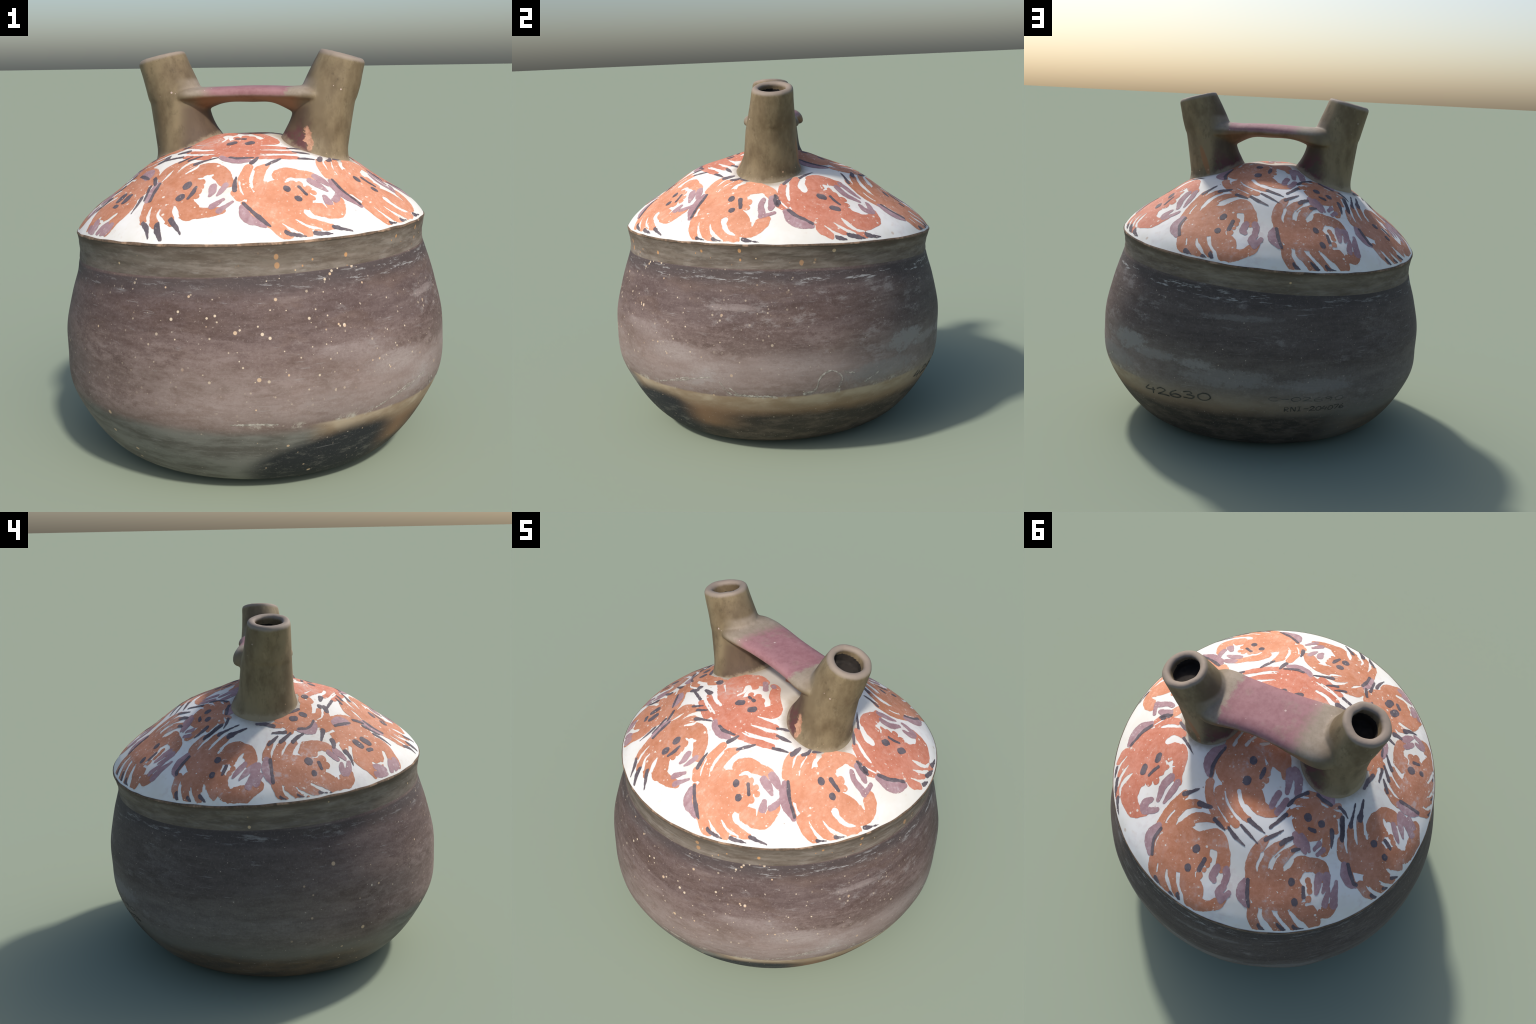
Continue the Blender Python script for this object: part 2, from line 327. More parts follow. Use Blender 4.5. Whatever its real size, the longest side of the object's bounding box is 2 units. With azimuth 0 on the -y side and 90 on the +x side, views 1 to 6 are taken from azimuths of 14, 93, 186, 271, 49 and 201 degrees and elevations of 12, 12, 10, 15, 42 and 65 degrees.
def spout_material():
    m = Nodes("olive_brown_spout_clay")
    v = m.noise(6, 6, 0.65, m.vec(1, 1, 0.55)); f = m.noise(34, 5, 0.7); b = m.noise(3.0, 4, 0.6, m.vec(off=(3, 0, 6)))
    c = m.mix(m.step(v, 0.36, 0.64), (0.130, 0.092, 0.050), (0.240, 0.183, 0.106))
    c = m.mix(m.mul(m.step(b, 0.45, 0.62), 0.4), c, (0.245, 0.188, 0.112))
    c = m.mix(m.mul(m.step(f, 0.58, 0.72), m.mul(m.step(b, 0.55, 0.40, 0, 1), 0.55)), c, (0.07, 0.052, 0.032))
    c = m.mix(m.mul(m.step(m.noise(18, 6, 0.75, m.vec(1, 1, 0.4, (4, 0, 0))), 0.54, 0.66), 0.45), c, (0.095, 0.070, 0.036))
    c = m.mix(m.mul(m.step(m.noise(11, 6, 0.7, m.vec(1, 1, 0.5, (9, 0, 0))), 0.56, 0.68), 0.4), c, (0.31, 0.25, 0.155))
    # greyish worn lip
    lip = m.add(m.z, m.add(m.mul(m.math("ABSOLUTE", m.sub(m.x, -0.01)), 0.25), m.mul(m.sub(f, 0.5), 0.012)))
    c = m.mix(m.mul(m.step(lip, 2.062, 2.080), 0.75), c, (0.30, 0.245, 0.205))
    # maroon and orange inner feet
    ax = m.math("ABSOLUTE", m.add(m.x, 0.005))
    c = m.mix(m.mul(m.mul(m.step(ax, 0.285, 0.345, 1, 0), m.step(m.z, 1.705, 1.745, 1, 0)), 0.8), c, m.mix(m.step(v, 0.4, 0.6), (0.058, 0.034, 0.028), (0.105, 0.066, 0.045)))
    foot = m.mul(m.step(ax, 0.30, 0.36, 1, 0), m.step(m.add(m.z, m.mul(m.sub(v, 0.5), 0.22)), 1.58, 1.68, 1, 0))
    patchy = m.step(m.noise(13, 5, 0.65, m.vec(off=(0, 3, 1))), 0.44, 0.56)
    where = m.math("MAXIMUM", m.step(m.x, -0.1, 0.1), m.step(m.y, 0.02, 0.09))
    c = m.mix(m.mul(m.step(ax, 0.31, 0.36, 1, 0), 0.45), c, (0.085, 0.058, 0.036))
    c = m.mix(m.mul(m.mul(foot, patchy), m.mul(where, 0.85)), c, (0.110, 0.036, 0.040))
    under = m.mul(m.step(ax, 0.26, 0.33, 1, 0), m.band(m.z, 1.64, 1.69, 1.745, 1.775))
    c = m.mix(m.mul(under, 0.0), c, (0.19, 0.088, 0.036))
    # chipped salmon scar on the right foot
    rag = m.sub(m.noise(22, 5, 0.7), 0.5)
    sx = m.math("DIVIDE", m.sub(m.add(m.x, m.add(m.mul(rag, 0.085), m.mul(m.sub(m.z, 1.57), 0.25))), 0.325), 0.017)
    sz = m.math("DIVIDE", m.sub(m.z, 1.572), 0.062)
    scar = m.mul(m.step(m.add(m.mul(sx, sx), m.mul(sz, sz)), 0.6, 1.1, 1, 0), m.step(m.y, 0, -0.05))
    c = m.mix(m.mul(scar, 0.85), c, m.mix(m.step(f, 0.35, 0.6), (0.36, 0.17, 0.10), (0.56, 0.30, 0.19)))
    sx2 = m.math("DIVIDE", m.sub(m.add(m.x, m.mul(m.sub(m.z, 1.58), -0.35)), 0.372), 0.02)
    sz2 = m.math("DIVIDE", m.sub(m.z, 1.585), 0.10)
    c = m.mix(m.mul(m.mul(m.step(m.add(m.mul(sx2, sx2), m.mul(sz2, sz2)), 0.5, 1.1, 1, 0), m.step(m.y, 0.05, 0.09)), 0.75), c, (0.29, 0.135, 0.062))
    c = m.mix(m.mul(m.spots(34, 0.05, 0.25, 0.45), m.step(m.z, 1.50, 1.56, 1, 0)), c, (0.58, 0.36, 0.22))
    # the clay thins out over the white slip right at the foot
    yy = m.sub(m.y, 0.02)
    up = m.add(m.sub(m.z, 1.642), m.add(m.mul(ax, 0.37), m.mul(m.mul(yy, yy), 0.75)))
    up = m.add(up, m.mul(m.sub(m.noise(22, 5, 0.7), 0.5), 0.06))
    c = m.mix(m.mul(m.step(up, 0.004, 0.030, 1, 0), 0.62), c, (0.36, 0.285, 0.19))
    c = blend_bridge(m, c, v, f)
    return m.finish(c, 0.68, 0.35, m.add(m.mul(v, 0.5), m.mul(f, 0.5)), 0.003, 0.3)

def rim_edge_material():
    m = Nodes("worn_rim_clay")
    n = m.noise(6, 6, 0.7); f = m.noise(45, 4, 0.7)
    c = m.mix(m.step(m.add(m.mul(n, 0.6), m.mul(f, 0.4)), 0.38, 0.60), (0.090, 0.064, 0.046), (0.215, 0.140, 0.092))
    c = m.mix(m.mul(m.step(m.noise(9, 4, 0.6, m.vec(off=(3, 3, 3))), 0.56, 0.64), 0.6), c, (0.46, 0.30, 0.20))
    return m.finish(c, 0.8, 0.25, f, 0.002, 0.4)

def blend_bridge(m, c, v, f):
    """Colours of the strap: mauve top, beige rubbed ends, rusty underside (shared so no seam shows)."""
    wob = m.mul(m.sub(v, 0.5), 0.09)
    on_top = m.mul(m.step(m.add(m.z, m.mul(wob, 0.2)), 1.768, 1.790), m.step(m.z, 1.845, 1.875, 1, 0))
    ax = m.math("ABSOLUTE", m.add(m.x, 0.0))
    ends = m.mul(on_top, m.step(m.add(ax, wob), 0.37, 0.27, 0, 1))
    beige = m.mix(m.step(m.add(m.mul(f, 0.5), m.mul(v, 0.5)), 0.36, 0.66), (0.255, 0.205, 0.152), (0.345, 0.285, 0.225))
    c = m.mix(m.mul(ends, 0.9), c, beige)
    side = m.mul(m.step(ax, 0.215, 0.295, 1, 0), m.band(m.add(m.z, m.mul(wob, 0.3)), 1.690, 1.728, 1.768, 1.783))
    c = m.mix(m.mul(side, 0.9), c, m.mix(m.step(v, 0.4, 0.6), (0.165, 0.080, 0.040), (0.250, 0.132, 0.070)))
    px = m.add(m.x, m.add(m.mul(m.y, -0.10), m.add(m.mul(wob, 0.8), m.mul(m.sub(f, 0.5), 0.10))))
    pink = m.mul(on_top, m.band(px, -0.235, -0.135, 0.205, 0.24))
    mauve = m.mix(m.step(m.add(m.mul(v, 0.5), m.mul(f, 0.5)), 0.38, 0.62), (0.270, 0.125, 0.135), (0.335, 0.172, 0.182))
    worn = m.mul(m.step(m.noise(7, 6, 0.7, m.vec(off=(2, 8, 1))), 0.52, 0.68), 0.40)
    c = m.mix(m.mul(pink, m.sub(1.0, worn)), c, mauve)
    c = m.mix(m.mul(m.mul(m.spots(34, 0.05, 0.2, 0.3), on_top), 0.7), c, (0.62, 0.48, 0.44))
    return c

def plain_material(name, a, b, scale=20):
    m = Nodes(name); f = m.noise(scale, 4, 0.6)
    return m.finish(m.mix(m.step(f, 0.38, 0.62), a, b), 0.85, 0.2)

# ------------------------------------------------------------------ the thing
root = bpy.data.objects.new("bridge_spout_bottle", None)
bpy.context.scene.collection.objects.link(root)
root["label"] = "round dark pottery bottle, white crab-painted dome, two bridged spouts"
root["category"] = "pottery bottle"

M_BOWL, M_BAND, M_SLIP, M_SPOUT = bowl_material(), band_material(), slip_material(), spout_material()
M_LINING = plain_material("dark_spout_lining", (0.022, 0.019, 0.017), (0.036, 0.030, 0.026))
M_ORANGE = paint_material("orange_slip_paint", (0.490, 0.190, 0.098), (0.615, 0.280, 0.175), (0.56, 0.40, 0.35), 0.65, 0.55, 0.30)
M_RED = paint_material("red_orange_slip_paint", (0.540, 0.178, 0.105), (0.655, 0.275, 0.190), (0.56, 0.40, 0.35), 0.5, 0.6, 0.32)
M_SUN_LIGHTENED = paint_material("sun_lightened_orange_slip", (0.600, 0.245, 0.135), (0.720, 0.340, 0.215), (0.78, 0.58, 0.48), 0.55, 0.65, 0.32)  # same orange, lightened to carry the overexposed sunlight on two crabs
M_WORN = paint_material("worn_orange_slip_paint", (0.430, 0.178, 0.100), (0.560, 0.262, 0.170), (0.52, 0.40, 0.37), 0.78, 0.6, 0.30, 0.34)
M_PURPLE = paint_material("violet_slip_paint", (0.330, 0.192, 0.208), (0.440, 0.285, 0.300), (0.56, 0.47, 0.48), 0.5, 0.25, 0.2)
M_BLACK = paint_material("black_slip_paint", (0.098, 0.080, 0.094), (0.160, 0.130, 0.142), (0.30, 0.25, 0.25), 0.45, 0.14, 0.2)
M_RIM = rim_edge_material()
M_INK = plain_material("faded_ink", (0.055, 0.050, 0.044), (0.092, 0.084, 0.073))
M_FAINT = plain_material("rubbed_ink", (0.095, 0.088, 0.078), (0.13, 0.12, 0.105))

def ring(fx):
    x, y, z = fx
    return list(zip(np.broadcast_to(x, NT), np.broadcast_to(y, NT), np.broadcast_to(z, NT)))

# bowl
rings = [ring(bowl_point(TH, np.full(NT, p))) for p in np.linspace(0.03, TOP_S, 150)]
v, f = loft(rings, close_first=(-0.0096, -0.0029, 0.0))
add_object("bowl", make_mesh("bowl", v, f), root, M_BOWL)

# neck band: from the crease up to the rim, hollowed a little, ending in a narrow lip
rr, rz = rim_curve(TH)
rim = np.stack([RIM_C[0] + rr*np.cos(TH), RIM_C[1] + rr*np.sin(TH), rz], -1)
crease = np.stack(bowl_point(TH, np.full(NT, TOP_S)), -1)
axis = np.stack([np.cos(TH), np.sin(TH), 0*TH], -1)
rings = []
for s in np.linspace(0, 1, 16):
    p = crease * (1 - s) + rim * s
    inward = 0.008 * math.sin(math.pi * s) * (1 - 0.6*s) + 0.0015 * ripple(p[:, 0]*2, p[:, 1]*2, s*3)
    p = p - axis * (inward * min(1, 6*s, 12*(1 - s)))[:, None]
    rings.append([tuple(q) for q in p])
v, f = loft(rings)
add_object("neck_band", make_mesh("neck_band", v, f), root, M_BAND)

# dome
rings = []
for q in np.concatenate([np.linspace(1, 0.9, 18), np.linspace(0.89, 0.03, 90)]):
    x, y = RIM_C[0] + q*rr*np.cos(TH), RIM_C[1] + q*rr*np.sin(TH)
    rings.append(ring((x, y, dome_z(x, y)[0])))
v, f = loft(rings, close_last=(RIM_C[0], RIM_C[1], float(dome_z(RIM_C[0] + 1e-4, RIM_C[1])[0])))
add_object("painted_dome", make_mesh("painted_dome", v, f), root, M_SLIP)

# the rim where the white slip is rubbed down to the clay, a narrow uneven edge
rings = []
for k, q in enumerate((1.0, 0.999, 0.9965)):
    qq = q - (k == 2) * 0.0014 * (1 + ripple(np.cos(TH)*1.3, np.sin(TH)*1.3, 0, 2))
    x, y = RIM_C[0] + qq*rr*np.cos(TH), RIM_C[1] + qq*rr*np.sin(TH)
    rings.append(ring((x + .0012*np.cos(TH), y + .0012*np.sin(TH), dome_z(x, y)[0] + .0006)))
low = rim - axis*(-.0012) - np.array([0, 0, .0045]) - np.array([0, 0, .0016])*ripple(rim[:, 0], rim[:, 1], 0, 3.3)[:, None]
v, f = loft([[tuple(p) for p in low]] + rings)
add_object("rim_edge", make_mesh("rim_edge", v, f), root, M_RIM)

# ------------------------------------------------------------------ spouts and strap
NS = 72
TS = np.linspace(0, 2*np.pi, NS, endpoint=False)
# stations from mouth to foot: centre x, centre y, height, tilt, half width x, half width y
RIGHT = dict(bore=(.2, .4, .58, .64), mouth=[(.451, .052, 1.974, -.27, .110, .112), (.430, .046, 1.90, -.20, .124, .120), (.408, .040, 1.84, -.12, .137, .128),
                    (.380, .034, 1.77, -.05, .146, .139), (.367, .030, 1.73, 0, .149, .143)],
             foot=[(.346, .025, .10, .146, .152), (.334, .016, .05, .154, .162), (.328, .010, .015, .164, .178), (.325, .006, -.02, .182, .192)])
LEFT = dict(bore=(.3, .55, .78, .86), mouth=[(-.470, .002, 1.975, .23, .119, .115), (-.450, .006, 1.90, .17, .127, .122), (-.425, .011, 1.83, .10, .137, .129),
                   (-.400, .016, 1.76, .04, .146, .138), (-.387, .019, 1.73, 0, .150, .142)],
            foot=[(-.365, .022, .10, .148, .152), (-.353, .027, .05, .156, .164), (-.345, .033, .015, .168, .179), (-.343, .035, -.02, .188, .192)])
BORE = 0.074

def spout_rings(sp):
    def flat(cx, cy, z, tilt, rx, ry, dz=0.0, n=2.0):
        x = cx + rx*np.cos(TS); y = cy + ry*np.sin(TS)
        w = 0.0025 * ripple(np.cos(TS)*.3 + cx, np.sin(TS)*.3, z*2, 2)
        return np.stack([x + w*np.cos(TS), y + w*np.sin(TS), z + dz + tilt*(x - cx)], -1)
    out = []
    for cx, cy, h, rx, ry in reversed(sp["foot"]):
        x = cx + rx*np.cos(TS); y = cy + ry*np.sin(TS)
        out.append(np.stack([x, y, dome_z(x, y)[0] + h], -1))
    for st in reversed(sp["mouth"][1:]):
        out.append(flat(*st))
    cx, cy, z, tilt, rx, ry = sp["mouth"][0]
    out.append(flat(cx, cy, z - .016, tilt, rx + .002, ry + .002))
    out.append(flat(cx, cy, z - .005, tilt, rx - .003, ry - .003))
    out.append(flat(cx, cy, z + .001, tilt, rx - .013, ry - .013))
    out.append(flat(cx, cy, z - .001, tilt, BORE + .010, BORE + .010))
    out.append(flat(cx, cy, z - .010, tilt, BORE, BORE))
    nx, ny, nz, nt = sp["mouth"][2][:4]
    for s in sp['bore']:
        out.append(flat(cx + (nx - cx)*s, cy + (ny - cy)*s, z + (nz - z)*s, tilt + (nt - tilt)*s, BORE + .004*s, BORE + .004*s))
    return out

def smooth_rings(rs, per=6):
    """Insert in-between rings along the height with a smooth curve on the outer wall."""
    k = len(rs); a = np.array(rs); fine = []
    cut = k - 9                                   # the crisp mouth and the bore stay as they are
    m = np.gradient(a[:cut + 1], axis=0)
    for i in range(cut):
        for t in np.linspace(0, 1, per, endpoint=False):
            fine.append((2*t**3 - 3*t**2 + 1)*a[i] + (t**3 - 2*t**2 + t)*m[i] + (-2*t**3 + 3*t**2)*a[i+1] + (t**3 - t**2)*m[i+1])
    return fine + [r for r in a[cut:]]

verts, faces = [], []
def collect(v, f):
    o = len(verts); verts.extend(tuple(p) for p in v); faces.extend(tuple(i + o for i in q) for q in f)

for sp in (RIGHT, LEFT):
    rs = smooth_rings(spout_rings(sp))
    v, f = loft([[tuple(p) for p in r] for r in rs], close_first=tuple(np.mean(rs[0], 0) - np.array([0, 0, .04])), close_last=tuple(np.mean(rs[-1], 0)))
    collect(v, f)

# strap stations: x, front y, back y, crown z, front edge z, back edge z, middle underside z
STRAP = [(-.40, -.098, .145, 1.792, 1.768, 1.725, 1.690), (-.34, -.124, .190, 1.812, 1.770, 1.724, 1.668), (-.26, -.126, .205, 1.818, 1.774, 1.738, 1.698),
         (-.18, -.119, .196, 1.819, 1.780, 1.756, 1.730), (0, -.111, .172, 1.824, 1.785, 1.772, 1.741), (.12, -.113, .172, 1.822, 1.784, 1.770, 1.734),
         (.19, -.117, .178, 1.819, 1.780, 1.764, 1.700), (.25, -.124, .186, 1.822, 1.776, 1.758, 1.665), (.31, -.122, .182, 1.814, 1.772, 1.755, 1.660),
         (.37, -.096, .145, 1.792, 1.768, 1.755, 1.690)]
cols = np.array(STRAP).T
rs = []
for x in np.linspace(-.40, .37, 60):
    y0, y1, zt, zf, zb, zm = (float(spline(cols[0], c, x)) for c in cols[1:])
    r = []
    for a in np.linspace(0, 2*np.pi, 48, endpoint=False):
        c, s = math.cos(a), math.sin(a)
        u = math.copysign(abs(c)**0.60, c); edge = zf + (zb - zf)*(u + 1)/2
        low = min(edge - .012, zm + (edge - .02 - zm)*min(1, (abs(u)/0.85)**2))
        z = edge + (zt - edge)*abs(s)**(0.55 if u < 0 else 0.55 + 0.45*u) if s >= 0 else edge + (low - edge)*abs(s)**0.6
        r.append((x, (y0 + y1)/2 + (y1 - y0)/2*u, z))
    rs.append(r)
v, f = loft(rs, close_first=(-.40, .02, 1.77), close_last=(.37, .02, 1.77))
collect(v, f)

raw = bpy.data.objects.new("raw_handle", make_mesh("raw_handle", verts, faces))
bpy.context.scene.collection.objects.link(raw)
mod = raw.modifiers.new("fuse", "REMESH"); mod.mode = "VOXEL"; mod.voxel_size = 0.0055; mod.use_smooth_shade = True
mod = raw.modifiers.new("soften", "SMOOTH"); mod.factor = 0.5; mod.iterations = 13
dg = bpy.context.evaluated_depsgraph_get()
whole = bpy.data.meshes.new_from_object(raw.evaluated_get(dg))
bpy.data.objects.remove(raw)
co = np.empty(len(whole.vertices)*3); whole.vertices.foreach_get("co", co); co = co.reshape(-1, 3)
nrm = np.empty(len(whole.vertices)*3); whole.vertices.foreach_get("normal", nrm); nrm = nrm.reshape(-1, 3)
polys = [tuple(p.vertices) for p in whole.polygons]
cen = np.array([co[list(p)].mean(0) for p in polys])

def bore_mask(c, sp):
    cx, cy, z, tilt = sp["mouth"][0][:4]; nx, ny, nz = sp["mouth"][2][:3]
    d = np.array([nx - cx, ny - cy, nz - z]); L = np.linalg.norm(d); d /= L
    rel = c - np.array([cx, cy, z]); t = rel @ d
    return (np.linalg.norm(rel - t[:, None]*d, axis=1) < BORE + .013) & (t > sp['bore'][-1]*.065) & (t < .30)
dark = bore_mask(cen, RIGHT) | bore_mask(cen, LEFT)

def split_off(name, mask):
    idx = np.nonzero(mask)[0]; used = sorted({i for k in idx for i in polys[k]}); re = {o: n for n, o in enumerate(used)}
    me = make_mesh(name, co[used], [[re[i] for i in polys[k]] for k in idx])
    me.materials.append(M_SPOUT); me.materials.append(M_LINING)
    me.polygons.foreach_set("material_index", dark[idx].astype(np.int32))
    me.normals_split_custom_set_from_vertices(nrm[used])
    return add_object(name, me, root)

is_strap = (cen[:, 0] > -.262) & (cen[:, 0] < .232) & (cen[:, 2] > 1.69)
split_off("bridge_handle", is_strap)
split_off("spout", ~is_strap & (cen[:, 0] > 0))
split_off("spout", ~is_strap & (cen[:, 0] <= 0))

# ------------------------------------------------------------------ brush work
def brush(points, sub=7):
    """A brush stroke: a smooth spine of (x, y, width) samples."""
    p = np.array(points, float)
    if len(p) == 1: return p
    t = np.arange(len(p)); tt = np.linspace(0, len(p) - 1, (len(p) - 1)*sub + 1)
    return np.stack([spline(t, p[:, k], tt) for k in range(3)], -1)

class Sheet:
    """A square sheet on which strokes are merged or wiped, then cut out along their outline."""
    def __init__(self, x0, x1, y0, y1, step):
        self.xs = np.arange(x0, x1 + step, step); self.ys = np.arange(y0, y1 + step, step); self.h = step
        self.X, self.Y = np.meshgrid(self.xs, self.ys)
        self.d = np.full(self.X.shape, 0.05)
    def distance(self, stroke):
        s = brush(stroke); out = np.full(self.X.shape, 0.05); m = s[:, 2].max() + 0.012
        i0, i1 = np.searchsorted(self.xs, (s[:, 0].min() - m, s[:, 0].max() + m))
        j0, j1 = np.searchsorted(self.ys, (s[:, 1].min() - m, s[:, 1].max() + m))
        X, Y = self.X[j0:j1, i0:i1], self.Y[j0:j1, i0:i1]; best = np.full(X.shape, 0.05)
        if len(s) == 1: s = np.concatenate([s, s + 1e-6])
        for a, b in zip(s[:-1], s[1:]):
            e = b[:2] - a[:2]; t = np.clip(((X - a[0])*e[0] + (Y - a[1])*e[1]) / (e @ e + 1e-12), 0, 1)
            best = np.minimum(best, np.hypot(X - a[0] - t*e[0], Y - a[1] - t*e[1]) - (a[2] + (b[2] - a[2])*t)/2)
        out[j0:j1, i0:i1] = best
        return out
    def paint(self, stroke): self.d = np.minimum(self.d, self.distance(stroke))
    def wipe(self, stroke): self.d = np.maximum(self.d, -self.distance(stroke))
    def cut_out(self, tremble=0.0014):
        """Triangulate the painted part; the outline is interpolated and slightly unsteady."""
        d = self.d + tremble * (ripple(self.X, self.Y, 0, 9) + 0.7*ripple(self.X + 3, self.Y, 1, 22) + 0.4*ripple(self.X, self.Y + 5, 2, 55))
        ny, nx = d.shape; verts, faces, ids = [], [], {}
        def corner(j, i):
            k = (j, i)
            if k not in ids: ids[k] = len(verts); verts.append((self.xs[i], self.ys[j]))
            return ids[k]
        def cross(a, b):
            k = (a, b) if a < b else (b, a)
            if k not in ids:
                (ja, ia), (jb, ib) = k; t = d[ja, ia] / (d[ja, ia] - d[jb, ib])
                ids[k] = len(verts); verts.append((self.xs[ia] + t*(self.xs[ib] - self.xs[ia]), self.ys[ja] + t*(self.ys[jb] - self.ys[ja])))
            return ids[k]
        ins = d < 0
        some = ins[:-1, :-1] | ins[1:, :-1] | ins[:-1, 1:] | ins[1:, 1:]
        for j, i in zip(*np.nonzero(some)):
            sq = [(j, i), (j, i+1), (j+1, i+1), (j+1, i)]; poly = []
            for a, b in zip(sq, sq[1:] + sq[:1]):
                if ins[a]: poly.append(corner(*a))
                if ins[a] != ins[b]: poly.append(cross(a, b))
            if len(poly) > 2: faces.append(poly)
        return np.array(verts), faces

def lay_on_dome(name, sheet, lift, material, parent):
    q = dome_z(sheet.X, sheet.Y)[1]
    sheet.d = np.maximum(sheet.d, (q - 0.988) * 0.9)
    v, f = sheet.cut_out()
    if len(f) == 0: return None
    z = dome_z(v[:, 0], v[:, 1])[0] + lift
    return add_object(name, make_mesh(name, np.column_stack([v, z]), f), parent, material)

CRABS = []
def crab(x, y, material=None): CRABS.append(dict(at=(x, y), material=material, strokes=[]))
def part(kind):
    def record(*pts): CRABS[-1]["strokes"].append((kind, pts))
    return record
shell, leg, claw, tooth, gap, tail, pincer, tip, bar, eye, mouth = (part(k) for k in (
    "shell", "leg", "claw", "tooth", "gap", "tail", "pincer", "tip", "bar", "eye", "mouth"))

# Thirteen crabs seen from above.  Each is placed by its shell; every part is a brush stroke given by a
# short spine of (across, along, width) in millimetres from that place.  A gap is left unpainted.
crab(0.209, 0.698)
shell((77, 6, 192), (-6, -12, 214), (-72, 5, 102)); leg((181, -73, 55), (173, -129, 51), (147, -191, 45), (108, -244, 39))
tip((114, -245, 22), (80, -260, 20), (42, -282, 9)); leg((135, -75, 59), (127, -142, 55), (95, -188, 46), (44, -211, 37), (5, -212, 32))
tip((12, -217, 27), (-23, -215, 24), (-54, -217, 16)); leg((66, -90, 60), (25, -139, 48), (-30, -162, 39), (-96, -166, 23))
tip((-93, -169, 18), (-124, -156, 18), (-161, -141, 8)); claw((-72, -69, 76), (-132, -89, 86), (-184, -55, 65), (-202, -7, 76), (-206, 15, 45))
pincer((-184, 24, 40), (-172, 62, 38), (-189, 81, 28)); pincer((-232, 18, 38), (-243, 42, 38), (-242, 75, 33))
claw((-47, 105, 78), (-64, 136, 84), (-101, 156, 104), (-103, 186, 78), (-157, 200, 47), (-202, 190, 40), (-238, 170, 50), (-263, 146, 32))
pincer((-243, 94, 39), (-232, 122, 43), (-246, 141, 35)); pincer((-253, 146, 37), (-269, 125, 31), (-281, 107, 25))
leg((156, 78, 60), (152, 116, 45), (125, 148, 29)); tip((126, 152, 21), (87, 183, 12)); leg((104, 105, 49), (92, 153, 44), (54, 188, 33), (24, 199, 20))
tip((24, 199, 19), (-12, 216, 10)); leg((42, 106, 43), (32, 135, 37), (5, 166, 32), (-19, 190, 27)); tip((-20, 193, 21), (-51, 224, 9))
gap((71, 125, 9), (56, 145, 21), (18, 187, 14)); gap((4, 114, 28), (-7, 144, 19), (-31, 180, 9)); gap((130, 92, 8), (125, 126, 13))
gap((5, -108, 8), (-29, -114, 33), (-76, -132, 23)); gap((161, -98, 10), (153, -129, 13), (135, -161, 10)); gap((80, -127, 14), (60, -151, 19))
gap((-130, -31, 11), (-153, -34, 18), (-155, 8, 27)); tooth((-132, 3, 19)); tooth((-131, 27, 19)); tooth((-122, 52, 17)); tooth((-105, 82, 29))
tail((192, -75, 34), (220, -30, 56), (214, 10, 55), (192, 54, 29)); bar((175, -66, 17), (191, -24, 18), (192, 13, 15), (179, 59, 18))
eye((-47, -23, 40)); eye((-35, 67, 37)); mouth((-106, 11, 23), (-101, 37, 23), (-96, 60, 23))
crab(-0.314, 0.700, M_WORN)
shell((72, 24, 165), (-5, -8, 179), (-66, -17, 111)); leg((154, 1, 64), (178, -43, 56), (177, -95, 55), (160, -145, 42), (146, -177, 28))
tip((151, -172, 17), (117, -206, 17), (82, -244, 8)); leg((118, -39, 56), (123, -83, 48), (114, -120, 42), (90, -159, 37), (63, -191, 23))
tip((72, -184, 18), (53, -207, 23), (27, -232, 16)); leg((52, -66, 63), (52, -106, 54), (35, -143, 44), (10, -180, 30), (-2, -199, 23))
tip((7, -182, 16), (-9, -194, 17), (-25, -203, 12)); claw((-38, -105, 76), (-54, -145, 69), (-101, -168, 57), (-152, -176, 71), (-177, -156, 69))
pincer((-160, -138, 42), (-168, -103, 38), (-175, -67, 21)); pincer((-197, -159, 42), (-207, -125, 38), (-205, -85, 15))
claw((-110, 49, 62), (-165, 31, 82), (-204, 43, 71), (-214, 47, 55)); claw((-232, 2, 38), (-259, -24, 51), (-275, -46, 39))
pincer((-234, -43, 34), (-231, -87, 26), (-227, -117, 11)); pincer((-277, -61, 43), (-264, -100, 39), (-252, -158, 17))
leg((99, 129, 53), (91, 159, 49), (56, 184, 38), (25, 190, 20)); tip((50, 178, 17), (26, 187, 18), (-6, 186, 9))
leg((27, 114, 47), (-6, 134, 46), (-48, 148, 36), (-77, 147, 18)); tip((-40, 138, 13), (-72, 144, 14), (-104, 142, 8))
leg((-51, 85, 54), (-84, 104, 46), (-122, 116, 36), (-151, 115, 16)); tip((-120, 112, 16), (-146, 114, 16), (-192, 93, 6))
gap((56, 132, 11), (32, 152, 22), (-13, 171, 24)); gap((-30, 104, 14), (-67, 124, 18), (-104, 133, 17))
gap((-85, 67, 18), (-123, 80, 24), (-161, 89, 20)); gap((140, -34, 8), (148, -60, 17), (142, -109, 22))
gap((76, -72, 17), (76, -105, 18), (59, -142, 9)); gap((13, -90, 10), (-2, -122, 27), (-12, -147, 10))
gap((-79, -94, 6), (-107, -116, 10), (-126, -139, 11), (-140, -96, 15)); gap((-148, 0, 16), (-187, -24, 19), (-222, -17, 11)); tooth((-114, -98, 22))
tooth((-130, -81, 22)); tooth((-140, -61, 22)); tooth((-149, -25, 22)); tail((183, 29, 30), (185, 61, 53), (177, 92, 52), (140, 118, 29))
bar((170, 18, 19), (159, 54, 19), (145, 90, 19), (125, 123, 13)); eye((-39, -59, 35)); eye((-87, 17, 35)); mouth((-106, -59, 19), (-121, -24, 21))
crab(-0.671, 0.370, M_WORN)
shell((63, 29, 123), (-6, -22, 185), (-57, -6, 162)); leg((118, 41, 67), (140, 18, 48), (155, -6, 32))
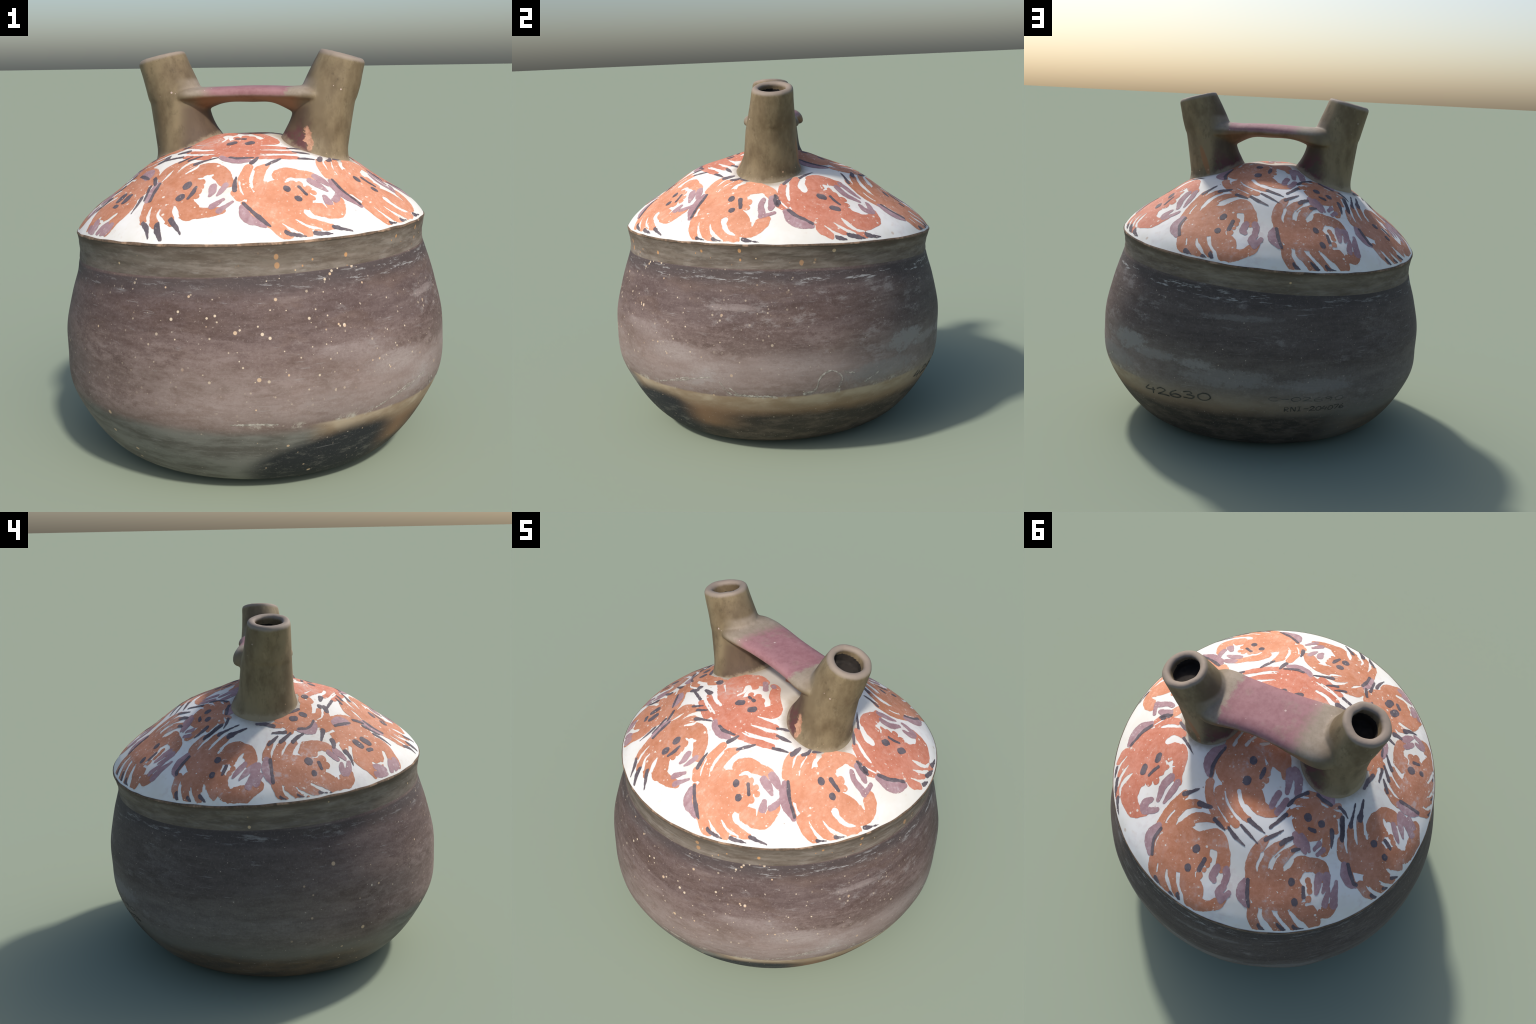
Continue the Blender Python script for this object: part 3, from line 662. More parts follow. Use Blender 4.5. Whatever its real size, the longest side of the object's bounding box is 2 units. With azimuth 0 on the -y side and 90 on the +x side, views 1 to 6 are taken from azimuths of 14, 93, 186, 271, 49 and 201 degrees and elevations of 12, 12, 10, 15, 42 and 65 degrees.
tip((154, -14, 25), (164, -48, 24), (182, -86, 29), (185, -103, 19)); leg((93, -2, 56), (117, -47, 44), (133, -85, 24))
tip((134, -92, 23), (140, -131, 14), (151, -199, 5)); leg((59, -52, 53), (78, -86, 41), (98, -134, 33))
tip((103, -147, 33), (109, -182, 20), (120, -240, 7)); gap((107, 24, 12), (127, -4, 18), (144, -45, 18))
gap((74, -37, 12), (96, -67, 18), (117, -107, 18)); gap((36, -91, 17), (53, -110, 17))
claw((17, -141, 85), (34, -161, 60), (12, -193, 87), (-6, -140, 74)); claw((12, -193, 71), (-3, -244, 66), (-45, -265, 59), (-63, -252, 45))
pincer((-65, -232, 27), (-94, -197, 31), (-120, -169, 14)); pincer((-80, -290, 31), (-100, -252, 36), (-135, -205, 14))
claw((-101, -72, 78), (-134, -102, 77), (-174, -122, 51), (-193, -165, 57), (-201, -216, 66), (-193, -270, 47), (-177, -309, 38))
claw((-124, -72, 81), (-166, -73, 45)); pincer((-172, -249, 38), (-139, -271, 38), (-104, -289, 42), (-80, -303, 28))
pincer((-165, -291, 34), (-133, -310, 29)); leg((-16, 123, 40), (-46, 138, 38), (-85, 136, 21)); tip((-84, 133, 17), (-101, 129, 14), (-128, 117, 6))
leg((-41, 79, 54), (-98, 85, 40), (-138, 70, 19)); tip((-129, 71, 12), (-157, 49, 6)); leg((-91, 30, 50), (-141, 17, 31), (-168, 1, 16))
tip((-150, 5, 15), (-187, -30, 6)); gap((-61, 104, 8), (-93, 114, 18), (-133, 98, 13)); gap((-97, 53, 7), (-136, 46, 13), (-169, 23, 9))
gap((-123, -18, 19), (-156, -23, 20), (-190, -56, 18)); gap((-8, -222, 13), (-35, -199, 22), (-62, -188, 22))
gap((-123, -151, 23), (-156, -162, 26), (-163, -151, 7)); tooth((-46, -166, 21)); tooth((-75, -168, 21)); tooth((-96, -149, 21))
tooth((-116, -134, 17)); tail((95, 84, 35), (76, 118, 55), (41, 140, 50), (11, 141, 22)); bar((81, 72, 20), (51, 108, 20), (23, 133, 20), (5, 134, 15))
eye((-6, -87, 36)); eye((-83, -59, 32)); mouth((-54, -132, 19), (-75, -123, 19), (-92, -116, 17))
crab(-0.344, 0.326)
shell((30, -41, 94), (7, 31, 176), (-38, 9, 136)); leg((-81, -43, 61), (-117, -4, 46), (-130, 12, 31)); leg((32, -85, 32), (54, -84, 23))
tip((64, -83, 16), (88, -59, 16), (110, -36, 13)); leg((64, -31, 33), (99, -24, 30), (114, -14, 19)); tip((115, -25, 14), (125, -3, 22), (133, 17, 11))
leg((71, 14, 32), (105, 30, 30), (120, 56, 22)); tip((125, 59, 23), (144, 90, 18), (178, 144, 14)); gap((30, -64, 4), (57, -61, 11), (78, -50, 7))
gap((51, -16, 5), (87, -3, 12), (115, 22, 11)); gap((86, 55, 11), (97, 73, 11)); leg((-76, -79, 24), (-104, -98, 24))
tip((-109, -94, 15), (-138, -87, 16), (-166, -71, 5)); leg((-79, -48, 33), (-123, -60, 25))
tip((-140, -58, 21), (-151, -29, 26), (-166, 3, 22), (-176, 34, 21)); tip((-113, 22, 24), (-126, 48, 20), (-140, 93, 6))
gap((-83, -70, 3), (-125, -79, 9), (-158, -63, 6)); gap((-100, -37, 4), (-127, -33, 12), (-146, 3, 12))
pincer((49, 122, 32), (30, 144, 40), (-5, 151, 45), (-25, 169, 23)); pincer((17, 115, 29), (-18, 137, 32), (-41, 158, 18))
claw((-102, 61, 48), (-112, 92, 39), (-115, 123, 34), (-109, 140, 19)); pincer((-78, 104, 24), (-64, 139, 19)); pincer((-107, 119, 23), (-86, 154, 18))
tooth((-26, 103, 20)); tooth((-50, 91, 15)); tail((12, -108, 26), (-23, -116, 41), (-54, -111, 40), (-69, -97, 25))
bar((13, -95, 18), (-25, -86, 18), (-68, -84, 18)); eye((19, 24, 40)); eye((-54, 21, 35)); mouth((-5, 69, 16), (-36, 66, 17))
crab(0.069, 0.264)
shell((40, -12, 211), (-36, -43, 201), (-6, 55, 176)); leg((109, -80, 53), (114, -145, 55), (110, -179, 47))
leg((51, -103, 53), (50, -162, 49), (33, -187, 36)); leg((0, -128, 52), (-26, -172, 45), (-78, -186, 37))
gap((93, -105, 20), (86, -152, 16), (77, -173, 12)); gap((30, -122, 22), (19, -154, 18), (0, -181, 11))
gap((-35, -151, 14), (-57, -161, 23), (-75, -172, 14)); claw((-80, -127, 115), (-148, -121, 110), (-180, -98, 81), (-203, -74, 49), (-212, -40, 24))
gap((-86, -87, 6), (-108, -65, 16)); pincer((-234, -71, 52), (-244, -26, 36), (-253, 23, 24)); pincer((-255, -85, 49), (-285, -54, 45), (-304, 3, 36))
claw((-62, 97, 98), (-104, 102, 93), (-144, 135, 70), (-190, 142, 56), (-230, 133, 41)); pincer((-215, 43, 32), (-209, 81, 34), (-204, 112, 30))
pincer((-265, 58, 31), (-252, 100, 33), (-241, 129, 31)); leg((138, 107, 42), (122, 156, 41), (80, 212, 40), (34, 248, 38), (-26, 275, 26))
tip((-36, 279, 15), (-82, 305, 19), (-143, 325, 5)); leg((74, 129, 49), (49, 179, 48), (-4, 221, 42), (-70, 253, 30))
tip((-94, 248, 15), (-137, 267, 15), (-204, 294, 4)); leg((13, 118, 56), (-24, 163, 55), (-72, 194, 42), (-114, 210, 30))
tip((-123, 213, 21), (-168, 225, 19), (-221, 239, 6)); gap((115, 108, 6), (100, 149, 7), (51, 207, 6), (-18, 255, 10))
gap((47, 125, 10), (11, 174, 14), (-44, 212, 15), (-96, 232, 19)); gap((-23, 102, 24), (-58, 151, 24), (-110, 180, 31), (-156, 187, 26))
tooth((-121, -55, 20)); tooth((-128, -21, 23)); tooth((-131, 9, 26)); tooth((-115, 38, 32))
tail((141, -81, 33), (179, -41, 56), (189, 19, 48), (162, 71, 25)); bar((131, -79, 16), (150, -27, 18), (156, 23, 20), (146, 76, 17))
eye((-35, -57, 42)); eye((-41, 43, 45)); mouth((-105, -40, 16), (-105, -14, 24), (-103, 9, 16))
crab(0.632, 0.273, M_RED)
shell((34, 22, 190), (1, -68, 146), (-36, 46, 207)); leg((33, -170, 33), (18, -194, 34), (11, -208, 28))
tip((13, -212, 22), (-9, -222, 22), (-48, -227, 13)); leg((-5, -168, 65), (-52, -190, 42), (-110, -182, 40))
tip((-129, -179, 14), (-164, -152, 18), (-191, -138, 14)); leg((-59, -113, 86), (-113, -131, 49), (-174, -111, 37))
tip((-187, -92, 14), (-226, -62, 14), (-278, -17, 4)); gap((32, -159, 11), (-3, -190, 11), (-23, -204, 9))
gap((-23, -148, 15), (-69, -158, 24), (-133, -153, 13)); gap((-107, -69, 43), (-133, -79, 33), (-186, -68, 23))
claw((-131, 0, 100), (-181, -23, 81), (-215, 14, 78), (-229, 65, 66), (-239, 107, 48), (-258, 132, 34))
pincer((-201, 119, 49), (-177, 160, 45), (-175, 231, 24)); pincer((-252, 136, 38), (-237, 180, 39), (-213, 235, 19))
claw((7, 144, 113), (8, 212, 113), (-9, 260, 83), (-62, 307, 67), (-105, 304, 51), (-129, 310, 26))
pincer((-136, 237, 25), (-108, 260, 48), (-111, 288, 43)); pincer((-120, 298, 40), (-163, 289, 33), (-188, 277, 26)); leg((135, 19, 57), (155, 66, 31))
tip((156, 96, 16), (148, 148, 13)); leg((98, 63, 60), (113, 110, 33), (118, 151, 23)); tip((122, 158, 20), (108, 209, 17), (96, 247, 8))
leg((62, 108, 67), (84, 151, 42), (90, 199, 32), (76, 251, 22)); tip((74, 255, 18), (58, 299, 18), (34, 335, 6))
gap((116, 37, 9), (137, 83, 14), (136, 135, 12), (127, 186, 11)); gap((82, 85, 8), (100, 136, 21), (102, 195, 17))
gap((38, 129, 15), (66, 168, 31), (75, 209, 15), (60, 248, 12)); gap((-139, 38, 10), (-173, 64, 17), (-202, 61, 8))
leg((-31, 139, 71), (-84, 121, 67), (-126, 76, 61)); tooth((-52, 170, 21)); tooth((-87, 161, 27)); tooth((-126, 145, 28)); tooth((-139, 100, 23))
tooth((-158, 69, 19)); tail((55, -168, 32), (110, -138, 57), (130, -85, 53), (131, -30, 28))
bar((47, -151, 22), (83, -113, 22), (100, -73, 19), (120, -28, 17)); eye((-24, 82, 35), (-26, 111, 34)); eye((-84, 15, 34), (-85, 36, 36))
mouth((-107, 74, 19), (-86, 94, 21), (-70, 122, 16))
crab(-0.764, -0.140, M_WORN)
shell((-15, 120, 120), (-12, 31, 150), (2, -54, 136), (26, -98, 86)); leg((45, 167, 43), (84, 161, 34), (122, 143, 26))
tip((116, 153, 17), (133, 131, 18), (157, 105, 10)); leg((55, 113, 42), (95, 101, 36), (120, 77, 30)); tip((131, 91, 19), (152, 65, 19), (177, 38, 13))
leg((56, 59, 47), (94, 47, 41), (131, 19, 29)); tip((137, 25, 20), (162, 1, 18), (188, -32, 11)); gap((81, 131, 6), (114, 117, 11), (144, 102, 11))
gap((67, 84, 8), (104, 66, 12), (140, 42, 16)); gap((77, 16, 25), (107, 3, 22), (147, -16, 13))
claw((105, -25, 66), (123, -75, 70), (143, -119, 48), (140, -156, 51), (136, -176, 34)); claw((91, -47, 68), (95, -73, 57))
pincer((112, -163, 30), (96, -187, 31), (83, -209, 22)); pincer((133, -199, 39), (118, -223, 39), (102, -245, 23))
claw((-47, -93, 71), (-37, -150, 74), (-38, -191, 46), (-11, -236, 52), (13, -266, 42), (35, -273, 25))
gap((68, -72, 6), (72, -100, 6), (101, -116, 21), (61, -170, 21)); gap((33, -174, 30), (16, -193, 33), (-8, -206, 13))
pincer((67, -228, 22), (40, -228, 33), (24, -236, 30)); pincer((88, -269, 21), (58, -264, 32), (27, -253, 25))
leg((-85, 117, 49), (-112, 106, 34), (-127, 85, 21), (-135, 63, 13)); tip((-128, 99, 10), (-135, 77, 11), (-139, 39, 3))
leg((-94, 50, 51), (-114, 18, 30), (-121, -14, 16), (-121, -36, 7)); tip((-115, 10, 9), (-119, -20, 9), (-115, -70, 3))
leg((-81, -22, 55), (-92, -63, 33), (-92, -104, 16)); tip((-88, -102, 10), (-83, -141, 9), (-67, -189, 3))
gap((-100, 89, 5), (-114, 68, 14), (-128, 30, 15)); gap((-98, 6, 11), (-105, -26, 10), (-107, -76, 10))
gap((-67, -64, 15), (-74, -105, 16), (-72, -161, 11)); tooth((65, -125, 35)); tooth((39, -132, 29)); tooth((37, -146, 26))
tail((36, 167, 34), (1, 173, 39), (-40, 160, 41), (-71, 141, 19)); bar((35, 147, 17), (-3, 142, 17), (-41, 139, 17), (-72, 133, 17)); eye((40, -53, 44))
eye((-17, -79, 30)); mouth((43, -107, 19), (27, -113, 19), (14, -119, 17))
crab(-0.495, -0.480)
shell((14, 85, 185), (29, 11, 241), (-49, -17, 216), (7, -79, 156)); tail((43, 133, 37), (74, 102, 57), (93, 67, 47))
bar((25, 131, 12), (58, 92, 15), (99, 41, 10)); leg((12, 149, 42), (-28, 199, 30)); tip((-34, 199, 25), (-63, 205, 19), (-94, 211, 11))
leg((-46, 128, 43), (-77, 144, 24)); tip((-77, 153, 29), (-96, 146, 24), (-119, 147, 18)); leg((-75, 89, 59), (-110, 84, 34))
tip((-123, 84, 30), (-144, 65, 20), (-189, 47, 6)); leg((114, 54, 36), (147, 17, 27)); tip((136, 22, 16), (150, -9, 20), (159, -36, 15))
tip((132, -33, 17), (133, -73, 15), (135, -125, 9)); tip((111, -93, 21), (108, -133, 16), (93, -183, 6))
gap((-11, 142, 15), (-38, 169, 12), (-76, 191, 12)); gap((-68, 114, 8), (-98, 124, 14), (-123, 121, 16))
gap((-82, 57, 23), (-115, 58, 20), (-150, 50, 14)); claw((-126, 4, 102), (-141, -22, 77), (-155, -48, 61), (-168, -60, 38))
pincer((-133, -72, 28), (-116, -104, 31), (-105, -133, 14)); pincer((-166, -74, 25), (-145, -109, 24), (-120, -139, 14))
claw((39, -125, 109), (39, -159, 61), (11, -172, 67), (-12, -186, 76)); pincer((-41, -166, 34), (-69, -165, 33), (-90, -165, 25))
pincer((-14, -197, 47), (-37, -200, 39), (-59, -197, 30)); gap((-6, -133, 22), (-45, -134, 29), (-94, -104, 14), (-117, -65, 19))
tooth((-46, -106, 38)); tooth((-66, -110, 21)); tooth((-93, -76, 23)); eye((-28, 19, 43), (-36, -1, 43)); eye((16, -24, 42), (11, -46, 43))
mouth((-48, -42, 20), (-29, -64, 21))
crab(-0.222, -0.590)
shell((-31, -33, 194), (-5, 45, 151), (34, -10, 217)); leg((-80, 108, 60), (-81, 153, 55), (-32, 184, 30)); tip((-30, 187, 17), (24, 216, 10))
leg((-44, 104, 63), (-27, 149, 49), (14, 180, 28)); tip((20, 180, 17), (47, 190, 17), (75, 206, 10)); leg((2, 92, 62), (29, 125, 36), (70, 138, 22))
tip((66, 136, 22), (101, 149, 17), (164, 174, 6)); gap((-83, 79, 8), (-61, 108, 19), (-45, 136, 8)); gap((-13, 108, 7), (5, 134, 17), (47, 168, 16))
gap((37, 84, 14), (76, 107, 19), (88, 125, 10)); claw((80, 70, 95), (131, 92, 76), (176, 84, 71), (222, 49, 73), (247, 17, 61), (269, 4, 28))
pincer((195, -12, 35), (198, -36, 37), (194, -63, 20)); pincer((250, -3, 28), (241, -30, 29), (227, -62, 10))
claw((89, -115, 81), (120, -146, 89), (148, -161, 60), (214, -159, 47), (251, -152, 39), (280, -148, 19))
pincer((223, -127, 36), (241, -107, 27), (262, -84, 17)); pincer((260, -150, 30), (282, -125, 23), (306, -92, 11))
leg((-99, -61, 49), (-99, -109, 43), (-92, -150, 31)); tip((-94, -158, 17), (-63, -194, 20), (-44, -233, 7))
leg((-54, -87, 51), (-47, -149, 40), (-25, -187, 32)); tip((-16, -191, 24), (-1, -222, 27), (29, -262, 8))
leg((6, -112, 68), (13, -147, 57), (40, -179, 37), (56, -200, 24)); tip((45, -181, 21), (79, -214, 20), (113, -250, 6))
gap((-77, -80, 7), (-77, -129, 18), (-62, -170, 15)); gap((-27, -113, 11), (-23, -149, 19), (15, -188, 20))
gap((43, -112, 10), (55, -142, 29), (74, -173, 24)); gap((109, 37, 11), (141, 37, 16), (173, 52, 15)); tooth((131, 14, 28)); tooth((137, -14, 22))
tooth((134, -35, 23)); tooth((130, -65, 19)); tooth((113, -89, 20)); tail((-104, 67, 41), (-113, 25, 50), (-115, -23, 38))
bar((-90, 66, 20), (-100, 15, 19), (-102, -36, 15)); eye((67, 6, 43)); eye((54, -60, 44)); mouth((112, -12, 19), (106, -41, 22), (94, -71, 17))
crab(0.285, -0.626, M_SUN_LIGHTENED)
shell((-58, -42, 160), (-3, 15, 205), (43, 58, 179), (19, -32, 190)); leg((-175, -28, 38), (-201, -5, 39))
tip((-208, 8, 21), (-217, 45, 21), (-221, 81, 6)); leg((-150, -1, 58), (-180, 47, 50), (-184, 101, 46), (-180, 154, 37))
tip((-174, 185, 23), (-165, 208, 21), (-159, 237, 14)); leg((-104, 59, 73), (-128, 98, 66), (-124, 150, 47), (-105, 186, 25))
tip((-105, 191, 16), (-80, 227, 19), (-55, 270, 8)); gap((-163, -10, 6), (-183, 19, 11), (-199, 57, 9))
gap((-136, 44, 13), (-151, 81, 20), (-153, 133, 16)); gap((-89, 97, 21), (-87, 126, 21), (-79, 155, 12))
claw((-31, 147, 71), (-2, 184, 64), (50, 213, 47), (92, 234, 48), (115, 241, 28)); claw((-21, 129, 59), (-5, 157, 44))
pincer((99, 198, 40), (135, 199, 41), (176, 190, 19)); pincer((115, 241, 40), (150, 242, 41), (185, 238, 19))
claw((168, 37, 77), (210, 63, 72), (241, 88, 65), (238, 135, 62), (237, 171, 37)); pincer((195, 115, 43), (178, 139, 27))
pincer((222, 148, 33), (226, 180, 29), (225, 206, 22)); gap((-2, 124, 11), (19, 157, 20), (57, 167, 14))
gap((198, 73, 6), (174, 97, 19), (157, 126, 23)); gap((222, 111, 8), (204, 143, 15)); gap((125, -7, 34), (147, -15, 23), (184, 0, 18), (208, 16, 6))
leg((9, -124, 49), (44, -137, 43), (80, -135, 19)); tip((56, -134, 15), (89, -128, 13), (143, -106, 4))
leg((60, -90, 58), (102, -97, 43), (152, -88, 24)); tip((171, -78, 12), (203, -60, 12), (249, -27, 4))
leg((108, -48, 62), (152, -48, 47), (201, -28, 28), (237, -7, 16)); tip((238, -8, 14), (273, 13, 13), (317, 42, 5))
gap((35, -107, 7), (80, -115, 12), (126, -107, 7)); gap((85, -65, 10), (139, -68, 13), (198, -46, 8)); tooth((59, 150, 20)); tooth((101, 151, 20))
tooth((126, 136, 22)); tooth((126, 96, 25)); tooth((93, 128, 31)); tail((-148, -78, 32), (-130, -114, 48), (-101, -134, 41), (-34, -141, 21))
bar((-150, -57, 17), (-102, -94, 18), (-50, -121, 20), (-10, -137, 10)); eye((13, 87, 34)); eye((73, 54, 35)); mouth((61, 128, 18), (98, 103, 17))
crab(0.580, -0.256, M_SUN_LIGHTENED)
shell((-55, -52, 136), (-1, 16, 194), (23, 69, 163), (33, -34, 169)); leg((-135, -62, 59), (-169, -29, 47), (-188, 12, 31))
tip((-190, 12, 22), (-191, 41, 24), (-190, 71, 11)); leg((-115, -23, 50), (-145, 23, 38), (-154, 61, 22))
tip((-158, 59, 18), (-150, 84, 18), (-156, 116, 6)); leg((-94, 26, 53), (-117, 66, 45), (-130, 114, 22))
tip((-140, 112, 11), (-127, 138, 15), (-117, 167, 7)); gap((-142, -26, 5), (-164, 8, 13), (-177, 34, 8))
gap((-98, -16, 5), (-125, 22, 9), (-140, 70, 7)); gap((-85, 58, 7), (-100, 94, 21), (-105, 135, 14))
claw((-66, 134, 80), (-59, 186, 81), (-44, 244, 50), (-12, 283, 60), (11, 284, 34)); claw((-37, 130, 53), (-32, 147, 46))
pincer((28, 241, 28), (61, 228, 33), (105, 234, 38), (136, 230, 33)); pincer((22, 291, 44), (56, 289, 44), (89, 281, 29))
pincer((118, 300, 22), (137, 249, 25)); tip((1, 302, 14), (18, 317, 14)); tip((41, 322, 25), (52, 320, 30))
claw((120, 95, 104), (161, 114, 114), (197, 136, 79), (208, 191, 73), (182, 236, 66), (160, 256, 48))
gap((145, 198, 23), (182, 187, 18), (195, 186, 7)); gap((129, 35, 41), (159, 36, 24), (197, 56, 14), (224, 97, 9))
leg((64, -131, 54), (104, -138, 45), (147, -128, 28), (169, -116, 13)); tip((164, -117, 12), (186, -89, 11), (210, -50, 5))
leg((102, -76, 62), (142, -74, 49), (183, -56, 33), (208, -30, 15)); tip((203, -27, 11), (220, -4, 12), (239, 40, 7))
leg((142, -12, 69), (185, 3, 46), (223, 45, 29), (245, 111, 17)); tip((248, 133, 14), (263, 178, 12), (279, 242, 4))
gap((87, -104, 6), (132, -106, 11), (174, -90, 13), (196, -66, 6)); gap((118, -44, 6), (159, -37, 13), (200, -9, 13), (230, 29, 8))
tooth((32, 162, 31)); tooth((66, 151, 30)); tail((-114, -100, 31), (-80, -132, 47), (-31, -153, 54), (32, -160, 27))
bar((-108, -81, 16), (-73, -106, 20), (-27, -131, 14), (29, -153, 17)); eye((-17, 65, 38)); eye((67, 70, 37))
mouth((5, 115, 26), (29, 116, 21), (61, 118, 20))
crab(-0.003, -0.298, M_RED)
shell((-55, -34, 144), (21, -13, 220), (34, 47, 185)); leg((-109, -109, 43), (-168, -92, 32), (-230, -61, 27))
tip((-252, -49, 18), (-298, -34, 15), (-348, -17, 12)); leg((-102, -57, 45), (-167, -38, 33), (-231, -5, 24))
tip((-238, 11, 28), (-263, 15, 25), (-293, 18, 16)); leg((-125, 5, 44), (-189, 46, 36), (-248, 90, 34)); tip((-280, 106, 40), (-271, 104, 39))
gap((-89, -78, 12), (-141, -62, 12), (-196, -44, 12), (-244, -27, 15)); gap((-108, -20, 18), (-158, -6, 18), (-208, 13, 18))
gap((-155, 54, 5), (-197, 80, 7), (-227, 100, 13))
claw((-159, 99, 109), (-181, 148, 139), (-150, 187, 105), (-114, 199, 113), (-95, 223, 97), (-63, 238, 70)); claw((-97, 58, 94), (-123, 118, 101))
claw((-97, 185, 62), (-60, 179, 38)); pincer((-47, 243, 32), (-2, 205, 31)); gap((-89, 83, 16), (-78, 114, 18), (-92, 153, 30), (-68, 153, 24))
claw((110, 95, 63), (138, 130, 76), (141, 160, 62), (103, 188, 52), (65, 212, 55), (27, 256, 44), (-1, 267, 41)); pincer((-3, 263, 29), (7, 257, 29))
leg((125, 44, 62), (172, 63, 45), (226, 89, 28)); tip((234, 90, 16), (256, 111, 16), (287, 132, 11)); leg((136, -12, 55), (203, 18, 44), (270, 56, 30))
tip((267, 62, 15), (300, 74, 20), (341, 94, 6)); leg((137, -75, 45), (197, -54, 38), (255, -24, 34), (298, 2, 25))
tip((307, -2, 12), (334, 18, 18), (371, 45, 7)); gap((109, 60, 10), (159, 86, 17), (204, 107, 21))
gap((124, 1, 9), (171, 25, 16), (217, 45, 17), (245, 73, 14)); gap((121, -62, 5), (168, -49, 13), (220, -15, 17), (286, 27, 26)); tooth((8, 145, 29))
tooth((45, 136, 31)); tooth((62, 111, 22)); tooth((-31, 127, 25)); tail((-42, -111, 28), (-9, -132, 37), (48, -138, 44), (95, -125, 27))
bar((3, -115, 15), (46, -117, 19), (108, -97, 11)); eye((-43, 50, 37), (-26, 62, 36)); eye((47, 60, 35), (59, 74, 35))
mouth((-27, 110, 16), (-14, 108, 16)); mouth((9, 109, 21), (17, 110, 21))
crab(-0.502, -0.140)
shell((-21, 51, 75), (0, -5, 124), (22, -47, 114)); leg((-36, 96, 44), (-44, 127, 24)); tip((-49, 123, 18), (-38, 163, 21), (-30, 216, 15))
leg((-69, 35, 33), (-78, 58, 17)); tip((-80, 62, 18), (-84, 97, 13), (-87, 133, 11)); leg((-5, 107, 28), (-12, 73, 38))
gap((-19, 127, 5), (-30, 100, 6), (-24, 74, 4)); gap((-74, 93, 3), (-57, 30, 3)); leg((42, -86, 39), (68, -119, 31), (112, -128, 27))
tip((150, -134, 29), (142, -135, 29)); leg((4, -111, 39), (34, -148, 33), (77, -167, 31), (102, -167, 26))
tip((117, -170, 26), (144, -165, 30), (160, -157, 17)); gap((29, -108, 5), (54, -136, 9), (92, -145, 14), (136, -148, 16))
claw((88, -54, 66), (158, -58, 52), (178, -77, 43), (210, -55, 53), (237, -33, 29)); claw((159, -46, 49), (201, -25, 17))
gap((191, -59, 14), (211, -44, 9)); tail((-58, -10, 27), (-60, -47, 26), (-47, -81, 34), (-16, -96, 34), (8, -91, 19))
bar((-52, -8, 12), (-42, -48, 12), (-19, -76, 12), (16, -91, 12)); eye((5, 24, 34), (7, 9, 34)); eye((44, -30, 34), (43, -42, 34))
mouth((83, -13, 18), (61, 13, 18), (40, 49, 13))

def paint_crab(c):
    x0, y0 = c["at"]; pts = np.concatenate([np.array(p, float) for _, p in c["strokes"]])/1000
    m = 0.06
    box = (x0 + pts[:, 0].min() - m, x0 + pts[:, 0].max() + m, y0 + pts[:, 1].min() - m, y0 + pts[:, 1].max() + m)
    def strokes(*kinds):
        return [np.array(p, float)/1000 + np.array([x0, y0, 0]) for k, p in c["strokes"] if k in kinds]
    s = Sheet(*box, 0.003)
    for p in strokes("shell", "leg", "claw"): s.paint(p + np.array([0, 0, .005]))
    for p in strokes("gap"): s.wipe(p - np.array([0, 0, .0025]))
    for p in strokes("tooth"): s.paint(p + np.array([0, 0, .009]))
    for p in strokes("bar"): s.paint(p + np.array([0, 0, .010]))
    body = lay_on_dome("painted_crab", s, 0.0010, c["material"] or M_ORANGE, root)
    for name, kinds, lift, mat in (("crab_tail_flap", ("tail",), .0015, M_PURPLE), ("crab_pincer", ("pincer",), .0016, M_PURPLE),
                                   ("crab_leg_tip", ("tip",), .0021, M_BLACK), ("crab_tail_line", ("bar",), .0023, M_BLACK),
                                   ("crab_eye", ("eye",), .0022, M_BLACK), ("crab_mouth", ("mouth",), .0022, M_BLACK)):
        s = Sheet(*box, 0.0025)
        for p in strokes(*kinds): s.paint(p)
        lay_on_dome(name, s, lift, mat, body)

for c in CRABS:
    paint_crab(c)

# ------------------------------------------------------------------ inked inventory numbers
# handwriting: every sign is a few pen strokes in a box one unit high
SIGN = {
    "0": [[(.3, .95), (.05, .6), (.12, .1), (.42, .02), (.66, .4), (.56, .85), (.3, .95)]],
    "1": [[(.3, .95), (.25, .02)]],
    "2": [[(.05, .75), (.3, .95), (.55, .75), (.35, .4), (.02, .05), (.35, .1), (.7, .03)]],
    "3": [[(.1, .85), (.4, .95), (.5, .7), (.25, .52), (.58, .4), (.45, .05), (.05, .1)]],
    "4": [[(.3, .95), (.02, .42), (.62, .45)], [(.55, .7), (.45, -.05)]],
    "6": [[(.45, .98), (.12, .6), (.08, .15), (.4, .0), (.65, .25), (.4, .48), (.12, .3)]],
    "7": [[(.05, .9), (.6, .95), (.25, .0)]],
    "9": [[(.55, .75), (.3, .95), (.08, .7), (.3, .5), (.55, .75), (.45, .0)]],
    "R": [[(.1, .0), (.1, .95), (.5, .85), (.45, .55), (.12, .48), (.55, .0)]],
    "N": [[(.08, .0), (.1, .95), (.55, .05), (.6, .95)]],
    "I": [[(.3, .95), (.3, .0)], [(.1, .95), (.5, .95)], [(.1, .0), (.5, .0)]],
    "C": [[(.6, .85), (.3, .95), (.06, .5), (.3, .05), (.65, .1)]],
    "-": [[(.1, .5), (.6, .5)]],
}

def on_bowl(az, z):
    """Points of the bowl wall at azimuth az (radians, 0 = -y, 90 degrees = +x) and height z."""
    t = az - np.pi/2; lo, hi = np.full(len(z), .5), np.full(len(z), TOP_S)
    for _ in range(40):
        mid = (lo + hi)/2; up = bowl_point(t, mid)[2] < z; lo = np.where(up, mid, lo); hi = np.where(up, hi, mid)
    out = np.stack([np.cos(t)*.85, np.sin(t)*.85, np.full(len(t), -.5)], -1)
    return np.stack(bowl_point(t, lo), -1), out

